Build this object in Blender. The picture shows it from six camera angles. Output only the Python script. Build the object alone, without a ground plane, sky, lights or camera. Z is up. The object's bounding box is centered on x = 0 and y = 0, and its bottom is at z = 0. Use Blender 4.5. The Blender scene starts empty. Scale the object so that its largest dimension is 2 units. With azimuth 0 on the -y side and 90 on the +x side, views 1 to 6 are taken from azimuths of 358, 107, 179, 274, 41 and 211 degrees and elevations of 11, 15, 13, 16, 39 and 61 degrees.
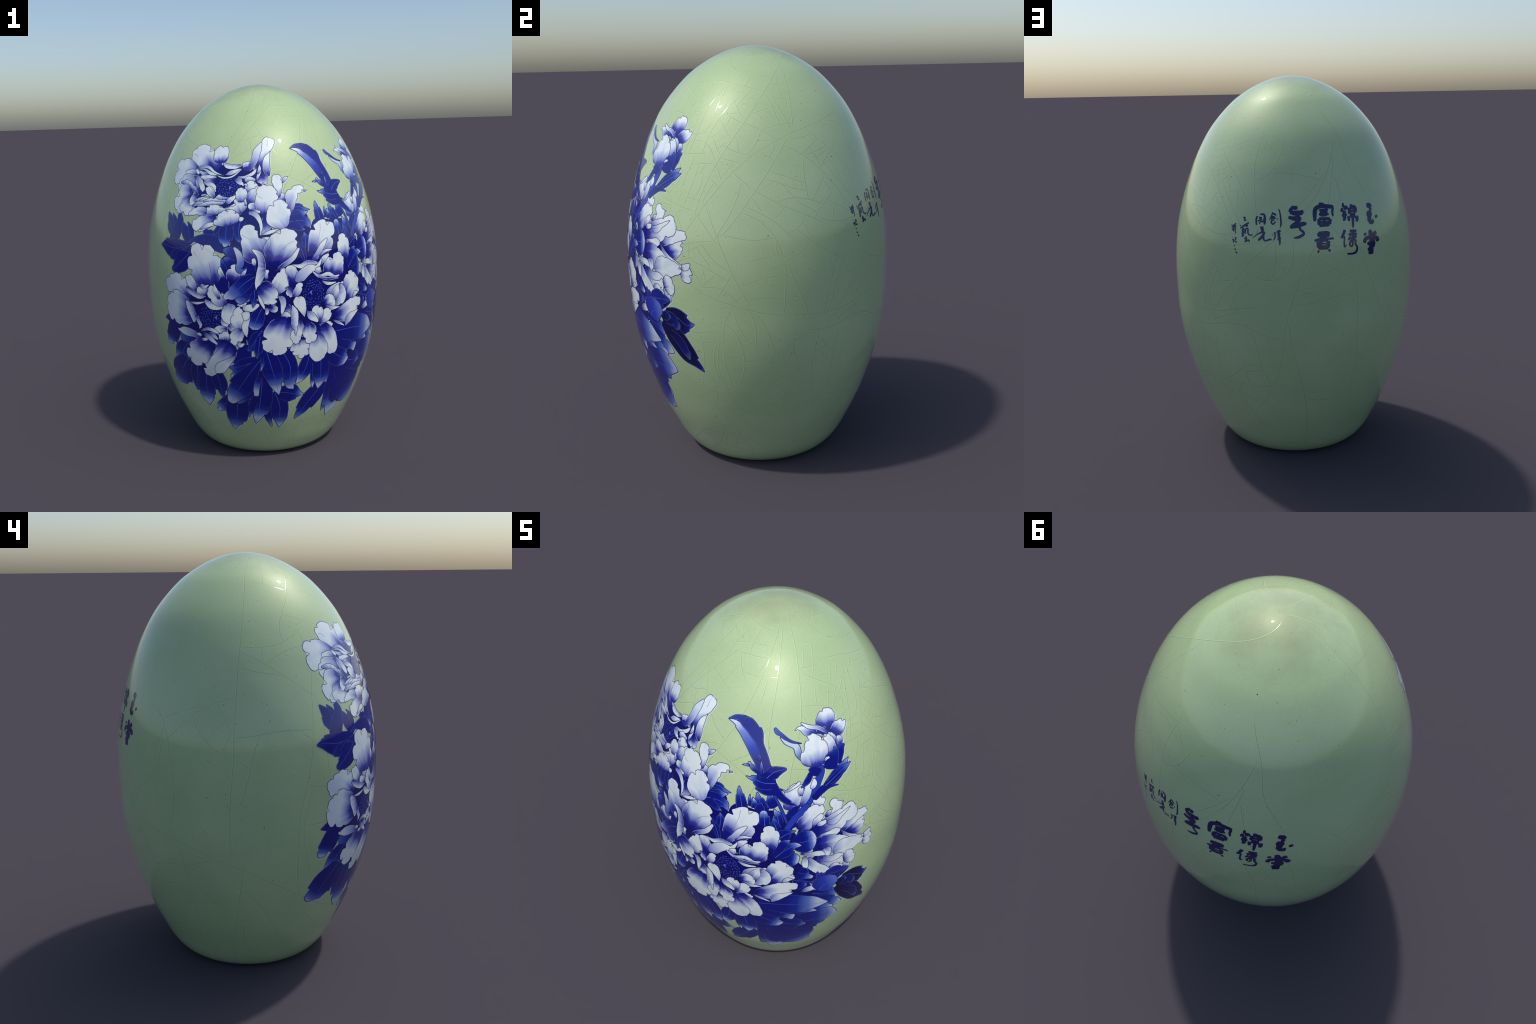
"""Celadon porcelain egg with crackled glaze, a blue-and-white peony painting in
slightly raised enamel on the front and a short brush inscription on the back.

Places on the shell are given as (azimuth in degrees, height in cm): azimuth 0 faces -y,
90 faces +x.  Every petal and leaf is a blade: a spine of such places, each with the
half width of the blade there in cm, plus rules for its rim (lobes) and its colour fade."""
import math
import random

import bpy
import numpy as np
from mathutils import Matrix, Vector

# ------------------------------------------------------------------ the shell
# half section of the egg, from the middle of the foot to the crown: (radius, height) in m
PROFILE = [(0.0, 0.0), (0.20, 0.0), (0.315, 0.0), (0.346, 0.0025), (0.370, 0.012), (0.398, 0.036),
           (0.4325, 0.085), (0.4780, 0.175), (0.5185, 0.263), (0.5500, 0.345), (0.5990, 0.500), (0.6300, 0.638),
           (0.6462, 0.765), (0.6512, 0.8857), (0.6522, 1.0), (0.6462, 1.1134), (0.6315, 1.2296),
           (0.6045, 1.348), (0.5650, 1.4722), (0.5100, 1.6068), (0.4295, 1.7440), (0.3160, 1.8690),
           (0.2450, 1.9205), (0.1680, 1.9617), (0.0850, 1.9899), (0.0, 2.0)]


def smooth_curve(points, steps, before=None, after=None):
    """Centripetal Catmull-Rom curve through points."""
    P = np.array(points, float)
    first = 2 * P[0] - P[1] if before is None else np.array(before)
    last = 2 * P[-1] - P[-2] if after is None else np.array(after)
    Q = np.vstack([first, P, last])
    out = []
    for i in range(len(P) - 1):
        p0, p1, p2, p3 = Q[i:i + 4]
        d0, d1, d2 = (max(np.linalg.norm(b - a), 1e-9) ** 0.5 for a, b in ((p0, p1), (p1, p2), (p2, p3)))
        m1 = ((p1 - p0) / d0 - (p2 - p0) / (d0 + d1) + (p2 - p1) / d1) * d1
        m2 = ((p2 - p1) / d1 - (p3 - p1) / (d1 + d2) + (p3 - p2) / d2) * d1
        for k in range(steps):
            t = k / steps
            out.append((2 * p1 - 2 * p2 + m1 + m2) * t ** 3 + (-3 * p1 + 3 * p2 - 2 * m1 - m2) * t * t + m1 * t + p1)
    out.append(P[-1])
    return np.array(out)


SECTION = smooth_curve(PROFILE, 40, after=(-0.085, 1.9899))
SECTION[:, 1] = np.clip(SECTION[:, 1], 0, 2)
ARC = np.concatenate([[0], np.cumsum(np.linalg.norm(np.diff(SECTION, axis=0), axis=1))])
_tan = np.gradient(SECTION, ARC, axis=0)
_tan /= np.linalg.norm(_tan, axis=1)[:, None]
_side = np.searchsorted(ARC, 0.34)


def arc_at_height(z):
    return np.interp(z, SECTION[_side:, 1], ARC[_side:])


def radius_at_arc(s):
    return np.interp(s, ARC, SECTION[:, 0])


def shell(azimuth, s, lift=0.0):
    """World point(s) on the shell: azimuth in radians, s = distance from the foot's middle along the section."""
    r, z = np.interp(s, ARC, SECTION[:, 0]), np.interp(s, ARC, SECTION[:, 1])
    tr, tz = np.interp(s, ARC, _tan[:, 0]), np.interp(s, ARC, _tan[:, 1])
    n = np.hypot(tr, tz)
    nr, nz = tz / n, -tr / n
    r, z = r + nr * lift, z + nz * lift
    return np.stack([r * np.sin(azimuth), -r * np.cos(azimuth), z], -1)


# ------------------------------------------------------------------ materials
def new_material(name, colour=(0.5, 0.5, 0.5), rough=0.5):
    m = bpy.data.materials.new(name)
    m.use_nodes = True
    b = m.node_tree.nodes["Principled BSDF"]
    b.inputs["Base Color"].default_value = (*colour, 1)
    b.inputs["Roughness"].default_value = rough
    b.inputs["Specular IOR Level"].default_value = SPECULAR
    b.inputs["Metallic"].default_value = METALLIC
    b.inputs["Coat Weight"].default_value = COAT
    b.inputs["Coat Roughness"].default_value = 0.0
    return m, m.node_tree, b


COAT, METALLIC, SPECULAR = 1.0, 0.05, 0.1  # clear top glaze over a glaze with a faint silky lustre


def node(tree, kind, **values):
    n = tree.nodes.new(kind)
    for k, v in values.items():
        if k in n.inputs:
            n.inputs[k].default_value = v
        else:
            setattr(n, k, v)
    return n


def ramp(tree, stops, source):
    n = tree.nodes.new("ShaderNodeValToRGB")
    e = n.color_ramp.elements
    while len(e) < len(stops):
        e.new(0.5)
    for el, (pos, col) in zip(e, stops):
        el.position, el.color = pos, (*col, 1)
    tree.links.new(source, n.inputs[0])
    return n.outputs[0]


def math_node(tree, op, a, b):
    n = node(tree, "ShaderNodeMath", operation=op)
    for i, v in enumerate((a, b)):
        if isinstance(v, (int, float)):
            n.inputs[i].default_value = v
        else:
            tree.links.new(v, n.inputs[i])
    return n.outputs[0]


def mix(tree, factor, a, b, blend="MIX"):
    n = node(tree, "ShaderNodeMix", data_type="RGBA", blend_type=blend)
    for sock, v in ((n.inputs[0], factor), (n.inputs[6], a), (n.inputs[7], b)):
        if isinstance(v, (int, float)):
            sock.default_value = v
        elif isinstance(v, tuple):
            sock.default_value = (*v, 1)
        else:
            tree.links.new(v, sock)
    return n.outputs[2]


def celadon():
    m, t, b = new_material("celadon_glaze")
    co = node(t, "ShaderNodeTexCoord").outputs["Object"]
    cloud = node(t, "ShaderNodeTexNoise", Scale=2.3, Detail=4.0, Roughness=0.55)
    t.links.new(co, cloud.inputs["Vector"])
    col = ramp(t, [(0.3, GREEN_A), (0.7, GREEN_B)], cloud.outputs["Fac"])
    # fine mottling of the body under the glaze
    fine = node(t, "ShaderNodeTexNoise", Scale=110.0, Detail=2.0)
    t.links.new(co, fine.inputs["Vector"])
    col = mix(t, 1.0, col, ramp(t, [(0.3, (0.94, 0.94, 0.93)), (0.7, (1.0, 1.0, 1.0))], fine.outputs["Fac"]), "MULTIPLY")
    # iron specks: a few cells of a Voronoi pattern carry a small brown-green dot
    for scale, size, share in ((22.0, 0.075, 0.86), (60.0, 0.13, 0.87)):
        v = node(t, "ShaderNodeTexVoronoi", Scale=scale)
        t.links.new(co, v.inputs["Vector"])
        dot = node(t, "ShaderNodeMapRange", **{"From Min": size * 0.5, "From Max": size, "To Min": 1.0, "To Max": 0.0})
        t.links.new(v.outputs["Distance"], dot.inputs["Value"])
        sep = node(t, "ShaderNodeSeparateColor")
        t.links.new(v.outputs["Color"], sep.inputs[0])
        pick = math_node(t, "GREATER_THAN", sep.outputs[0], share)
        amount = math_node(t, "MULTIPLY", math_node(t, "MULTIPLY", dot.outputs[0], pick), 0.9)
        col = mix(t, amount, col, (0.025, 0.03, 0.015))
    # a grey-olive smudge, ragged below and stronger towards the crown
    place = node(t, "ShaderNodeSeparateXYZ")
    t.links.new(co, place.inputs[0])
    ragged = node(t, "ShaderNodeTexNoise", Scale=7.0, Detail=4.0, Roughness=0.6)
    t.links.new(co, ragged.inputs["Vector"])
    high = math_node(t, "ADD", place.outputs[2], math_node(t, "MULTIPLY", math_node(t, "SUBTRACT", ragged.outputs["Fac"], 0.5), 0.16))
    smudge = node(t, "ShaderNodeMapRange", interpolation_type="SMOOTHSTEP", **{"From Min": 1.90, "From Max": 2.03, "To Min": 0.0, "To Max": 0.55})
    t.links.new(high, smudge.inputs["Value"])
    col = mix(t, smudge.outputs[0], col, (0.27, 0.30, 0.16))
    t.links.new(col, b.inputs["Base Color"])
    return m


def painted(name, stops, streak, spread, tint=0.0):
    """Cobalt wash that fades along the blade's own x axis (0 at its root, 1 at its tip);
    where it starts and ends is a property of each blade."""
    m, t, b = new_material(name)
    co = node(t, "ShaderNodeTexCoord").outputs["Object"]
    sep = node(t, "ShaderNodeSeparateXYZ")
    t.links.new(co, sep.inputs[0])
    info = node(t, "ShaderNodeObjectInfo")
    ident = math_node(t, "MULTIPLY", info.outputs["Random"], 37.0)
    comb = node(t, "ShaderNodeCombineXYZ")
    # brush streaks fan out from the root: angle-like coordinate y / (x + 0.35)
    fan = math_node(t, "DIVIDE", sep.outputs[1], math_node(t, "MAXIMUM", math_node(t, "ADD", sep.outputs[0], 0.4), 0.15))
    t.links.new(math_node(t, "MULTIPLY", sep.outputs[0], 0.7), comb.inputs[0])
    t.links.new(math_node(t, "MULTIPLY", fan, spread), comb.inputs[1])
    t.links.new(ident, comb.inputs[2])
    n = node(t, "ShaderNodeTexNoise", Scale=1.0, Detail=2.5, Roughness=0.5)
    t.links.new(comb.outputs[0], n.inputs["Vector"])
    wobble = math_node(t, "MULTIPLY", math_node(t, "SUBTRACT", n.outputs["Fac"], 0.5), streak)
    x = math_node(t, "ADD", sep.outputs[0], wobble)
    start = node(t, "ShaderNodeAttribute", attribute_type="OBJECT", attribute_name="fade_start")
    end = node(t, "ShaderNodeAttribute", attribute_type="OBJECT", attribute_name="fade_end")
    r = node(t, "ShaderNodeMapRange", interpolation_type="LINEAR")
    for src, key in ((x, "Value"), (start.outputs["Fac"], "From Min"), (end.outputs["Fac"], "From Max")):
        t.links.new(src, r.inputs[key])
    col = ramp(t, stops, r.outputs[0])
    if tint:
        # thin second wash: pale blue streaks that run on into the white
        comb2 = node(t, "ShaderNodeCombineXYZ")
        t.links.new(math_node(t, "MULTIPLY", sep.outputs[0], 1.6), comb2.inputs[0])
        t.links.new(math_node(t, "MULTIPLY", fan, spread * 1.1), comb2.inputs[1])
        t.links.new(math_node(t, "ADD", ident, 11.3), comb2.inputs[2])
        n2 = node(t, "ShaderNodeTexNoise", Scale=1.0, Detail=1.5, Roughness=0.45)
        t.links.new(comb2.outputs[0], n2.inputs["Vector"])
        thin = node(t, "ShaderNodeMapRange", interpolation_type="SMOOTHSTEP", **{"From Min": 0.46, "From Max": 0.72, "To Min": 0.0, "To Max": tint})
        t.links.new(n2.outputs["Fac"], thin.inputs["Value"])
        col = mix(t, thin.outputs[0], col, (0.62, 0.71, 0.88), "MULTIPLY")
    t.links.new(col, b.inputs["Base Color"])
    return m


def plain(name, colour, top_rough=0.0):
    m, t, b = new_material(name, colour)
    b.inputs["Coat Roughness"].default_value = top_rough
    b.inputs["Coat Weight"].default_value = 0.9 if top_rough else COAT
    return m


GREEN_A, GREEN_B = (0.415, 0.558, 0.292), (0.505, 0.628, 0.36)
DEEP = (0.001, 0.005, 0.20)
WHITE = (0.74, 0.81, 0.835)

M_BODY = celadon()
M_PETAL = painted("cobalt_petal_wash", [(0.0, DEEP), (0.28, (0.036, 0.042, 0.35)), (0.56, (0.34, 0.40, 0.67)), (0.90, WHITE)], 0.50, 3.2, tint=0.38)
M_LEAF = painted("cobalt_leaf_wash", [(0.0, DEEP), (0.35, (0.005, 0.022, 0.30)), (0.7, (0.11, 0.18, 0.54)), (1.0, (0.52, 0.60, 0.74))], 0.25, 2.0)
M_DARK = painted("dark_leaf_wash", [(0.0, (0.001, 0.001, 0.055)), (0.5, (0.003, 0.008, 0.17)), (1.0, (0.20, 0.27, 0.58))], 0.2, 2.0)
M_BLADE = painted("royal_leaf_wash", [(0.0, (0.008, 0.015, 0.22)), (0.35, (0.02, 0.045, 0.42)), (0.75, (0.16, 0.23, 0.62)), (1.0, (0.62, 0.69, 0.80))], 0.2, 2.0)
M_WASH = plain("cobalt_ground_wash", (0.001, 0.002, 0.14))
M_STEM = plain("cobalt_stem_wash", (0.018, 0.045, 0.40))
M_INK = plain("cobalt_outline", (0.006, 0.007, 0.075))
M_RIM = plain("pale_blue_rim", (0.06, 0.11, 0.46))
M_PETAL_RIM = plain("pale_petal_rim", (0.56, 0.63, 0.79))
M_VEIN = plain("blue_vein", (0.06, 0.13, 0.54))
M_EMBOSS_LIGHT = plain("painted_emboss_highlight", (0.62, 0.68, 0.70))  # highlight along embossed edges, put into colour
M_STAMEN = plain("light_blue_stamen", (0.06, 0.12, 0.58))
M_HEART = plain("light_blue_pistil", (0.12, 0.22, 0.68))
M_BRUSH = plain("indigo_brush_ink", (0.003, 0.004, 0.085))
M_CRACK = plain("crackle_lit_flank", (0.53, 0.655, 0.40), 0.12)  # lit flank of a crack ridge, painted lighter
M_CRACK_SHADE = plain("crackle_shaded_flank", (0.29, 0.41, 0.175), 0.12)  # shaded flank of the same ridge, painted darker

# ------------------------------------------------------------------ objects
def mesh_object(name, verts, faces, materials, slots=None, smooth=True):
    me = bpy.data.meshes.new(name)
    me.from_pydata([tuple(v) for v in verts], [], faces)
    for m in materials:
        me.materials.append(m)
    if slots is not None:
        me.polygons.foreach_set("material_index", slots)
    me.polygons.foreach_set("use_smooth", [smooth] * len(faces))
    me.update()
    ob = bpy.data.objects.new(name, me)
    bpy.context.scene.collection.objects.link(ob)
    return ob


def empty(name, parent=None):
    ob = bpy.data.objects.new(name, None)
    bpy.context.scene.collection.objects.link(ob)
    ob.parent = parent
    return ob


EGG = empty("porcelain_egg")
EGG["label"] = "pale green crackled porcelain egg painted with blue peonies"
EGG["category"] = "porcelain egg"


def build_body():
    n = 288
    s = np.concatenate([np.linspace(0.06, 0.30, 6), np.linspace(0.315, 0.50, 26), np.linspace(0.51, ARC[-1] - 0.012, 230)])
    verts, faces = [], []
    for si in s:
        a = np.arange(n) * 2 * math.pi / n
        verts.extend(shell(a, np.full(n, si)))
    rows = len(s)
    for i in range(rows - 1):
        for j in range(n):
            k = (j + 1) % n
            faces.append((i * n + j, i * n + k, (i + 1) * n + k, (i + 1) * n + j))
    verts.append((0, 0, 0.0))
    verts.append((0, 0, 2.0))
    c0, c1 = len(verts) - 2, len(verts) - 1
    for j in range(n):
        k = (j + 1) % n
        faces.append((c0, k, j))
        faces.append(((rows - 1) * n + j, (rows - 1) * n + k, c1))
    ob = mesh_object("egg_body", verts, faces, [M_BODY])
    ob.parent = EGG


build_body()

# ------------------------------------------------------------------ blades (petals, leaves, strokes)
RNG = np.random.default_rng(20)
BASE_LIFT, LAYER_LIFT = 0.00028, 0.00004
GRID = 0.006
LAYERS = {}
GROUPS = {}
BORDER_V, BORDER_F = [], []


def group(name):
    plain_name = {"peony_a": "peony", "side_peony": "peony", "middle_peony": "peony", "left_peony": "peony",
                  "front_peony": "peony", "small_peony": "peony", "leaf": "foliage", "dark": "foliage", "sprig": "foliage",
                  "bell": "foliage", "middle_leaf": "foliage", "bud": "flower_bud", "bud_leaf": "flower_bud",
                  "stem": "foliage", "wash": "ground_wash", "ink": "ink_lines"}[name]
    key = plain_name if plain_name in ("foliage", "flower_bud") else name
    if key not in GROUPS:
        GROUPS[key] = empty(plain_name, EGG)
    return GROUPS[key]


class Chart:
    """Flat drawing plane laid on the shell around one place; x to the viewer's right, y up, metres."""

    def __init__(self, places):
        self.az0 = math.radians(sum(p[0] for p in places) / len(places))
        arcs = [float(arc_at_height(p[1] / 100)) for p in places]
        self.s0 = sum(arcs) / len(arcs)

    def flat(self, az, z):
        s = arc_at_height(np.asarray(z) / 100)
        return np.stack([(np.radians(az) - self.az0) * radius_at_arc(s), s - self.s0], -1)

    def lift(self, xy, h):
        s = xy[..., 1] + self.s0
        return shell(self.az0 + xy[..., 0] / radius_at_arc(s), s, h)


def monotone(xs, ys, x):
    """Piecewise smooth interpolation without overshoot."""
    xs, ys = np.asarray(xs), np.asarray(ys)
    d = np.diff(ys) / np.diff(xs)
    m = np.concatenate([[d[0]], [0 if a * b <= 0 else 2 * a * b / (a + b) for a, b in zip(d, d[1:])], [d[-1]]])
    i = np.clip(np.searchsorted(xs, x, side="right") - 1, 0, len(xs) - 2)
    h = xs[i + 1] - xs[i]
    t = (x - xs[i]) / h
    return ((1 + 2 * t) * (1 - t) ** 2 * ys[i] + t * (1 - t) ** 2 * h * m[i] + t * t * (3 - 2 * t) * ys[i + 1] + t * t * (t - 1) * h * m[i + 1])


def blade_outline(chart, spine, lobes, ruffle, rng, rows=84, teeth=0):
    """Left edge, right edge and middle of a blade in its chart, from root to tip."""
    pts = chart.flat([p[0] for p in spine], [p[1] for p in spine])
    half = np.array([p[2] for p in spine]) / 100
    curve = smooth_curve(pts, 24)
    knots = np.arange(len(pts)) * 24
    length = np.concatenate([[0], np.cumsum(np.linalg.norm(np.diff(curve, axis=0), axis=1))])
    total = length[-1]
    g = np.linspace(0, 1, rows)
    u = (0.45 * g + 0.55 * (1 - np.cos(math.pi * g)) / 2) * total
    mid = np.stack([np.interp(u, length, curve[:, k]) for k in (0, 1)], -1)
    w = monotone(length[knots], half, u)
    for end, dist, blunt in ((half[0], u, 0.45), (half[-1], total - u, 0.8)):
        cap = max(min(blunt * end, 0.45 * total), 1e-5)
        f = np.clip(1 - dist / cap, 0, 1)
        w = w * np.sqrt(np.maximum(1 - f * f, 0))
    tan = np.gradient(mid, axis=0)
    tan /= np.linalg.norm(tan, axis=1)[:, None] + 1e-12
    nor = np.stack([-tan[:, 1], tan[:, 0]], -1)
    # smooth the normals so that wide blades with a bent spine do not fold
    for _ in range(3):
        nor[1:-1] = (nor[:-2] + 2 * nor[1:-1] + nor[2:]) / 4
    wide = w.max()
    left, right = mid + nor * w[:, None], mid - nor * w[:, None]
    # ruffle the rim: walk round it from root over the tip (0) back to the root, and push it inwards
    loop = np.vstack([left, right[::-1]])
    inward = loop_normals(loop)
    walk = np.concatenate([[0], np.cumsum(np.linalg.norm(np.diff(loop, axis=0), axis=1))])
    a = 2 * walk / walk[-1] - 1
    seeds = rng.uniform(0, 6.28, 8)
    span = 0.72
    window = np.clip((span - np.abs(a)) / 0.12, 0, 1)
    push = np.zeros(len(a))
    if lobes > 1:
        cuts = (np.arange(lobes + 1) / lobes * 2 - 1) * span + rng.uniform(-0.22, 0.22, lobes + 1) * span / lobes
        for c in cuts[1:-1] if lobes > 2 else cuts[1:2]:
            d = np.abs(a - c) / (span * 1.0 / lobes)
            depth = rng.uniform(0.7, 1.9)
            push += depth * (0.55 * np.maximum(0, 1 - d) ** 2 + 0.9 * np.maximum(0, 1 - d / 0.22))
    jag = (1 - np.abs(np.sin(8 * a + seeds[1]))) ** 3 * 0.8 + 0.3 * (1 - np.abs(np.sin(19 * a + seeds[2]))) ** 2 + 0.12 * np.sin(57 * a + seeds[3])
    push = ruffle * wide * (push * 1.9 + jag) * window
    # leaf teeth: on the tip side of each tooth the rim steps inwards and runs back out to the tip
    for k in range(teeth):
        side, c = (1 if rng.random() < 0.5 else -1) * (1 if k else -1), rng.uniform(0.16, 0.42)
        x = side * a / c
        push = np.maximum(push, np.where((x > 0) & (x < 1), rng.uniform(0.14, 0.26) * wide * np.clip(x, 0, 1) ** 1.5, 0))
    loop = loop + inward * np.minimum(push, 0.5 * wide)[:, None]
    return loop[:rows], loop[rows:][::-1], mid, total


def rim_loop(left, right):
    loop = np.vstack([left, right[::-1]])
    keep = [0]
    for i in range(1, len(loop)):
        if np.linalg.norm(loop[i] - loop[keep[-1]]) > 0.0006:
            keep.append(i)
    if np.linalg.norm(loop[keep[-1]] - loop[0]) < 0.0006:
        keep.pop()
    return loop[keep]


def loop_normals(loop):
    """Inward pointing mitred normals of a closed clockwise or anticlockwise loop."""
    d = np.roll(loop, -1, 0) - loop
    d /= np.linalg.norm(d, axis=1)[:, None] + 1e-12
    n = np.stack([-d[:, 1], d[:, 0]], -1)
    m = n + np.roll(n, 1, 0)
    m /= np.maximum(np.linalg.norm(m, axis=1), 0.5)[:, None]
    area = np.sum(loop[:, 0] * np.roll(loop[:, 1], -1) - loop[:, 1] * np.roll(loop[:, 0], -1))
    return m if area > 0 else -m


def cells_of(chart, left, right):
    v = np.linspace(0, 1, 24)[None, :, None]
    p = (left[:, None] * (1 - v) + right[:, None] * v).reshape(-1, 2)
    s = p[:, 1] + chart.s0
    az = chart.az0 + p[:, 0] / radius_at_arc(s)
    return set(zip(np.round(az * 0.62 / GRID).astype(int), np.round(s / GRID).astype(int)))


def next_lift(chart, left, right):
    cells = cells_of(chart, left, right)
    layer = 1 + max((LAYERS.get(c, 0) for c in cells), default=0)
    for c in cells:
        LAYERS[c] = layer
    return BASE_LIFT + LAYER_LIFT * layer


def grid_faces(rows, cols, flip):
    f = []
    for i in range(rows - 1):
        for j in range(cols - 1):
            a = i * cols + j
            q = (a, a + cols, a + cols + 1, a + 1)
            f.append(q[::-1] if flip else q)
    return f


def fill(chart, left, right, lift, flip=False):
    cols = max(4, int(np.linalg.norm(left - right, axis=1).max() / 0.007) + 2)
    v = np.linspace(0, 1, cols)[None, :, None]
    xy = left[:, None] * (1 - v) + right[:, None] * v
    return chart.lift(xy.reshape(-1, 2), lift), grid_faces(len(left), cols, flip)


def ribbon(chart, inner, outer, lift, closed=True):
    n = len(inner)
    verts = np.vstack([chart.lift(inner, lift), chart.lift(outer, lift)])
    faces = [(i, (i + 1) % n, n + (i + 1) % n, n + i) for i in range(n if closed else n - 1)]
    return verts, faces


def facing_out(verts, faces):
    """Turn faces so that they look away from the egg's axis."""
    out = []
    for f in faces:
        a, b, c = (verts[f[k]] for k in (0, 1, 2))
        n = np.cross(b - a, c - a)
        if np.dot(n, n) < 1e-22 and len(f) == 4:
            n = np.cross(verts[f[2]] - a, verts[f[3]] - a)
        out.append(f if n @ np.array([a[0], a[1], 0.4 * (a[2] - 1)]) >= 0 else f[::-1])
    return out


def blade(kind, group_name, spine, material, lobes=1, teeth=0, ruffle=0.05, fade=(0.0, 0.6), ang=0.0,
          line=0.0017, rim=0.0, vein=False, border=True):
    rng = np.random.default_rng(int(abs(spine[0][0] * 131 + spine[0][1] * 17 + spine[-1][1] * 7)) + 5)
    chart = Chart(spine)
    left, right, mid, total = blade_outline(chart, spine, lobes, ruffle, rng, teeth=teeth)
    lift = next_lift(chart, left, right)
    parts = []  # (verts, faces, slot)
    v, f = fill(chart, left, right, lift)
    parts.append((v, f, 0))
    loop = rim_loop(left, right)
    inward = loop_normals(loop)
    materials = [material, M_INK, M_PETAL_RIM if kind == "petal" else M_RIM, M_VEIN]
    if line:
        parts.append((*ribbon(chart, loop + inward * line, loop - inward * line * 0.35, lift + 0.000024), 1))
    top, foot = chart.lift(loop - inward * line * 0.35, lift + 0.000024), chart.lift(loop - inward * line * 0.35, 0.0001)
    n = len(loop)
    parts.append((np.vstack([top, foot]), [(i, (i + 1) % n, n + (i + 1) % n, n + i) for i in range(n)], 1))
    if rim:
        k = slice(int(0.1 * len(loop)), int(0.9 * len(loop)))
        parts.append((*ribbon(chart, (loop + inward * (line + rim))[k], (loop + inward * line * 0.9)[k], lift + 0.000016, closed=False), 2))
    if vein:
        k = slice(4, -2)
        m = mid[k]
        t = np.gradient(m, axis=0)
        t /= np.linalg.norm(t, axis=1)[:, None] + 1e-12
        side = np.stack([-t[:, 1], t[:, 0]], -1) * (0.0011 * np.linspace(1.4, 0.5, len(m)))[:, None]
        parts.append((*ribbon(chart, m - side, m + side, lift + 0.000016, closed=False), 3))
    verts, faces, slots = [], [], []
    for pv, pf, slot in parts:
        o = len(verts)
        pf = facing_out(pv, pf)
        verts.extend(pv)
        faces.extend(tuple(i + o for i in q) for q in pf)
        slots.extend([slot] * len(pf))
    # own frame: x along the fade, z out of the shell, one unit = the blade's reach along x
    chord = mid[-1] - mid[0]
    a = math.atan2(chord[1], chord[0]) + math.radians(ang)
    d = np.array([math.cos(a), math.sin(a)])
    reach = loop @ d
    c = (loop.max(0) + loop.min(0)) / 2
    root = c + d * (reach.min() - c @ d)
    if not ang:
        root = root + np.array([-d[1], d[0]]) * ((mid[0] - root) @ np.array([-d[1], d[0]]))
    size = reach.max() - reach.min()
    o3 = chart.lift(root[None], lift)[0]
    z3 = chart.lift(c[None], 1.0)[0] - chart.lift(c[None], 0.0)[0]
    x3 = chart.lift((c + d * 0.002)[None], 0.0)[0] - chart.lift((c - d * 0.002)[None], 0.0)[0]
    z3 /= np.linalg.norm(z3)
    x3 -= z3 * (x3 @ z3)
    x3 /= np.linalg.norm(x3)
    y3 = np.cross(z3, x3)
    rot = np.stack([x3, y3, z3], 1)
    local = (np.array(verts) - o3) @ rot / size
    ob = mesh_object(kind, local, faces, materials, slots)
    ob.matrix_world = Matrix.Translation(Vector(o3)) @ Matrix(rot.tolist()).to_4x4() @ Matrix.Scale(size, 4)
    ob.parent = group(group_name)
    ob["fade_start"], ob["fade_end"] = float(fade[0]), float(fade[1])
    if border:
        add_emboss_highlight(chart, left, right)
    return ob


def add_emboss_highlight(chart, left, right):
    """Embossed-edge highlight as a pale underlay, showing on the lower right of everything painted."""
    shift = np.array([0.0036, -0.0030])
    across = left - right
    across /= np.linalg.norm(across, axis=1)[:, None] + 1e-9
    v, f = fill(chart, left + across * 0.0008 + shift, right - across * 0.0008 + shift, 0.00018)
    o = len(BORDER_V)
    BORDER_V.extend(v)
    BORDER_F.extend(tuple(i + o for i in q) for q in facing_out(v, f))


def petal(g, spine, lobes=2, fade=(0.0, 0.6), ang=0.0):
    spine = [(a, z, w * 1.09) for a, z, w in spine]
    fade = (fade[0] - 0.02, fade[1] + 0.06)
    return blade("petal", g, spine, M_PETAL, lobes=lobes, ruffle=0.10 if g == "side_peony" else 0.075, fade=fade, ang=ang, rim=0.0012)


def leaf(g, spine, lobes=1, fade=(0.7, 1.5), ang=0.0, vein=0, blade_like=0, **more):
    (a0, z0, w0), (a1, z1, w1) = spine[:2]
    if g == "leaf":  # roots run on underneath whatever lies in front of them
        spine = [(a0 + 0.3 * (a0 - a1), z0 + 0.3 * (z0 - z1), w0)] + spine[1:]
    spine = [(a, z, w * 1.05) for a, z, w in spine]
    if fade[1] < 1.25:
        fade = (fade[0], fade[1] - 0.08)
    mat = M_DARK if g == "dark" else M_BLADE if more.get("blade") or g == "bell" else M_LEAF
    teeth = 0 if lobes > 1 or g in ("bud_leaf",) else 2 if vein or more.get("blade") else 1
    return blade("leaf", g, spine, mat, lobes=lobes, ruffle=0.02, teeth=teeth, fade=fade, ang=ang, rim=0.0014, vein=bool(vein))


def stem(g, spine):
    return blade("stem", g, spine, M_STEM, lobes=1, ruffle=0.01)


def wash(g, spine):
    return blade("painted_ground", g, spine, M_WASH, lobes=1, ruffle=0.02, line=0.0, border=False)


SLITS = []


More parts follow.
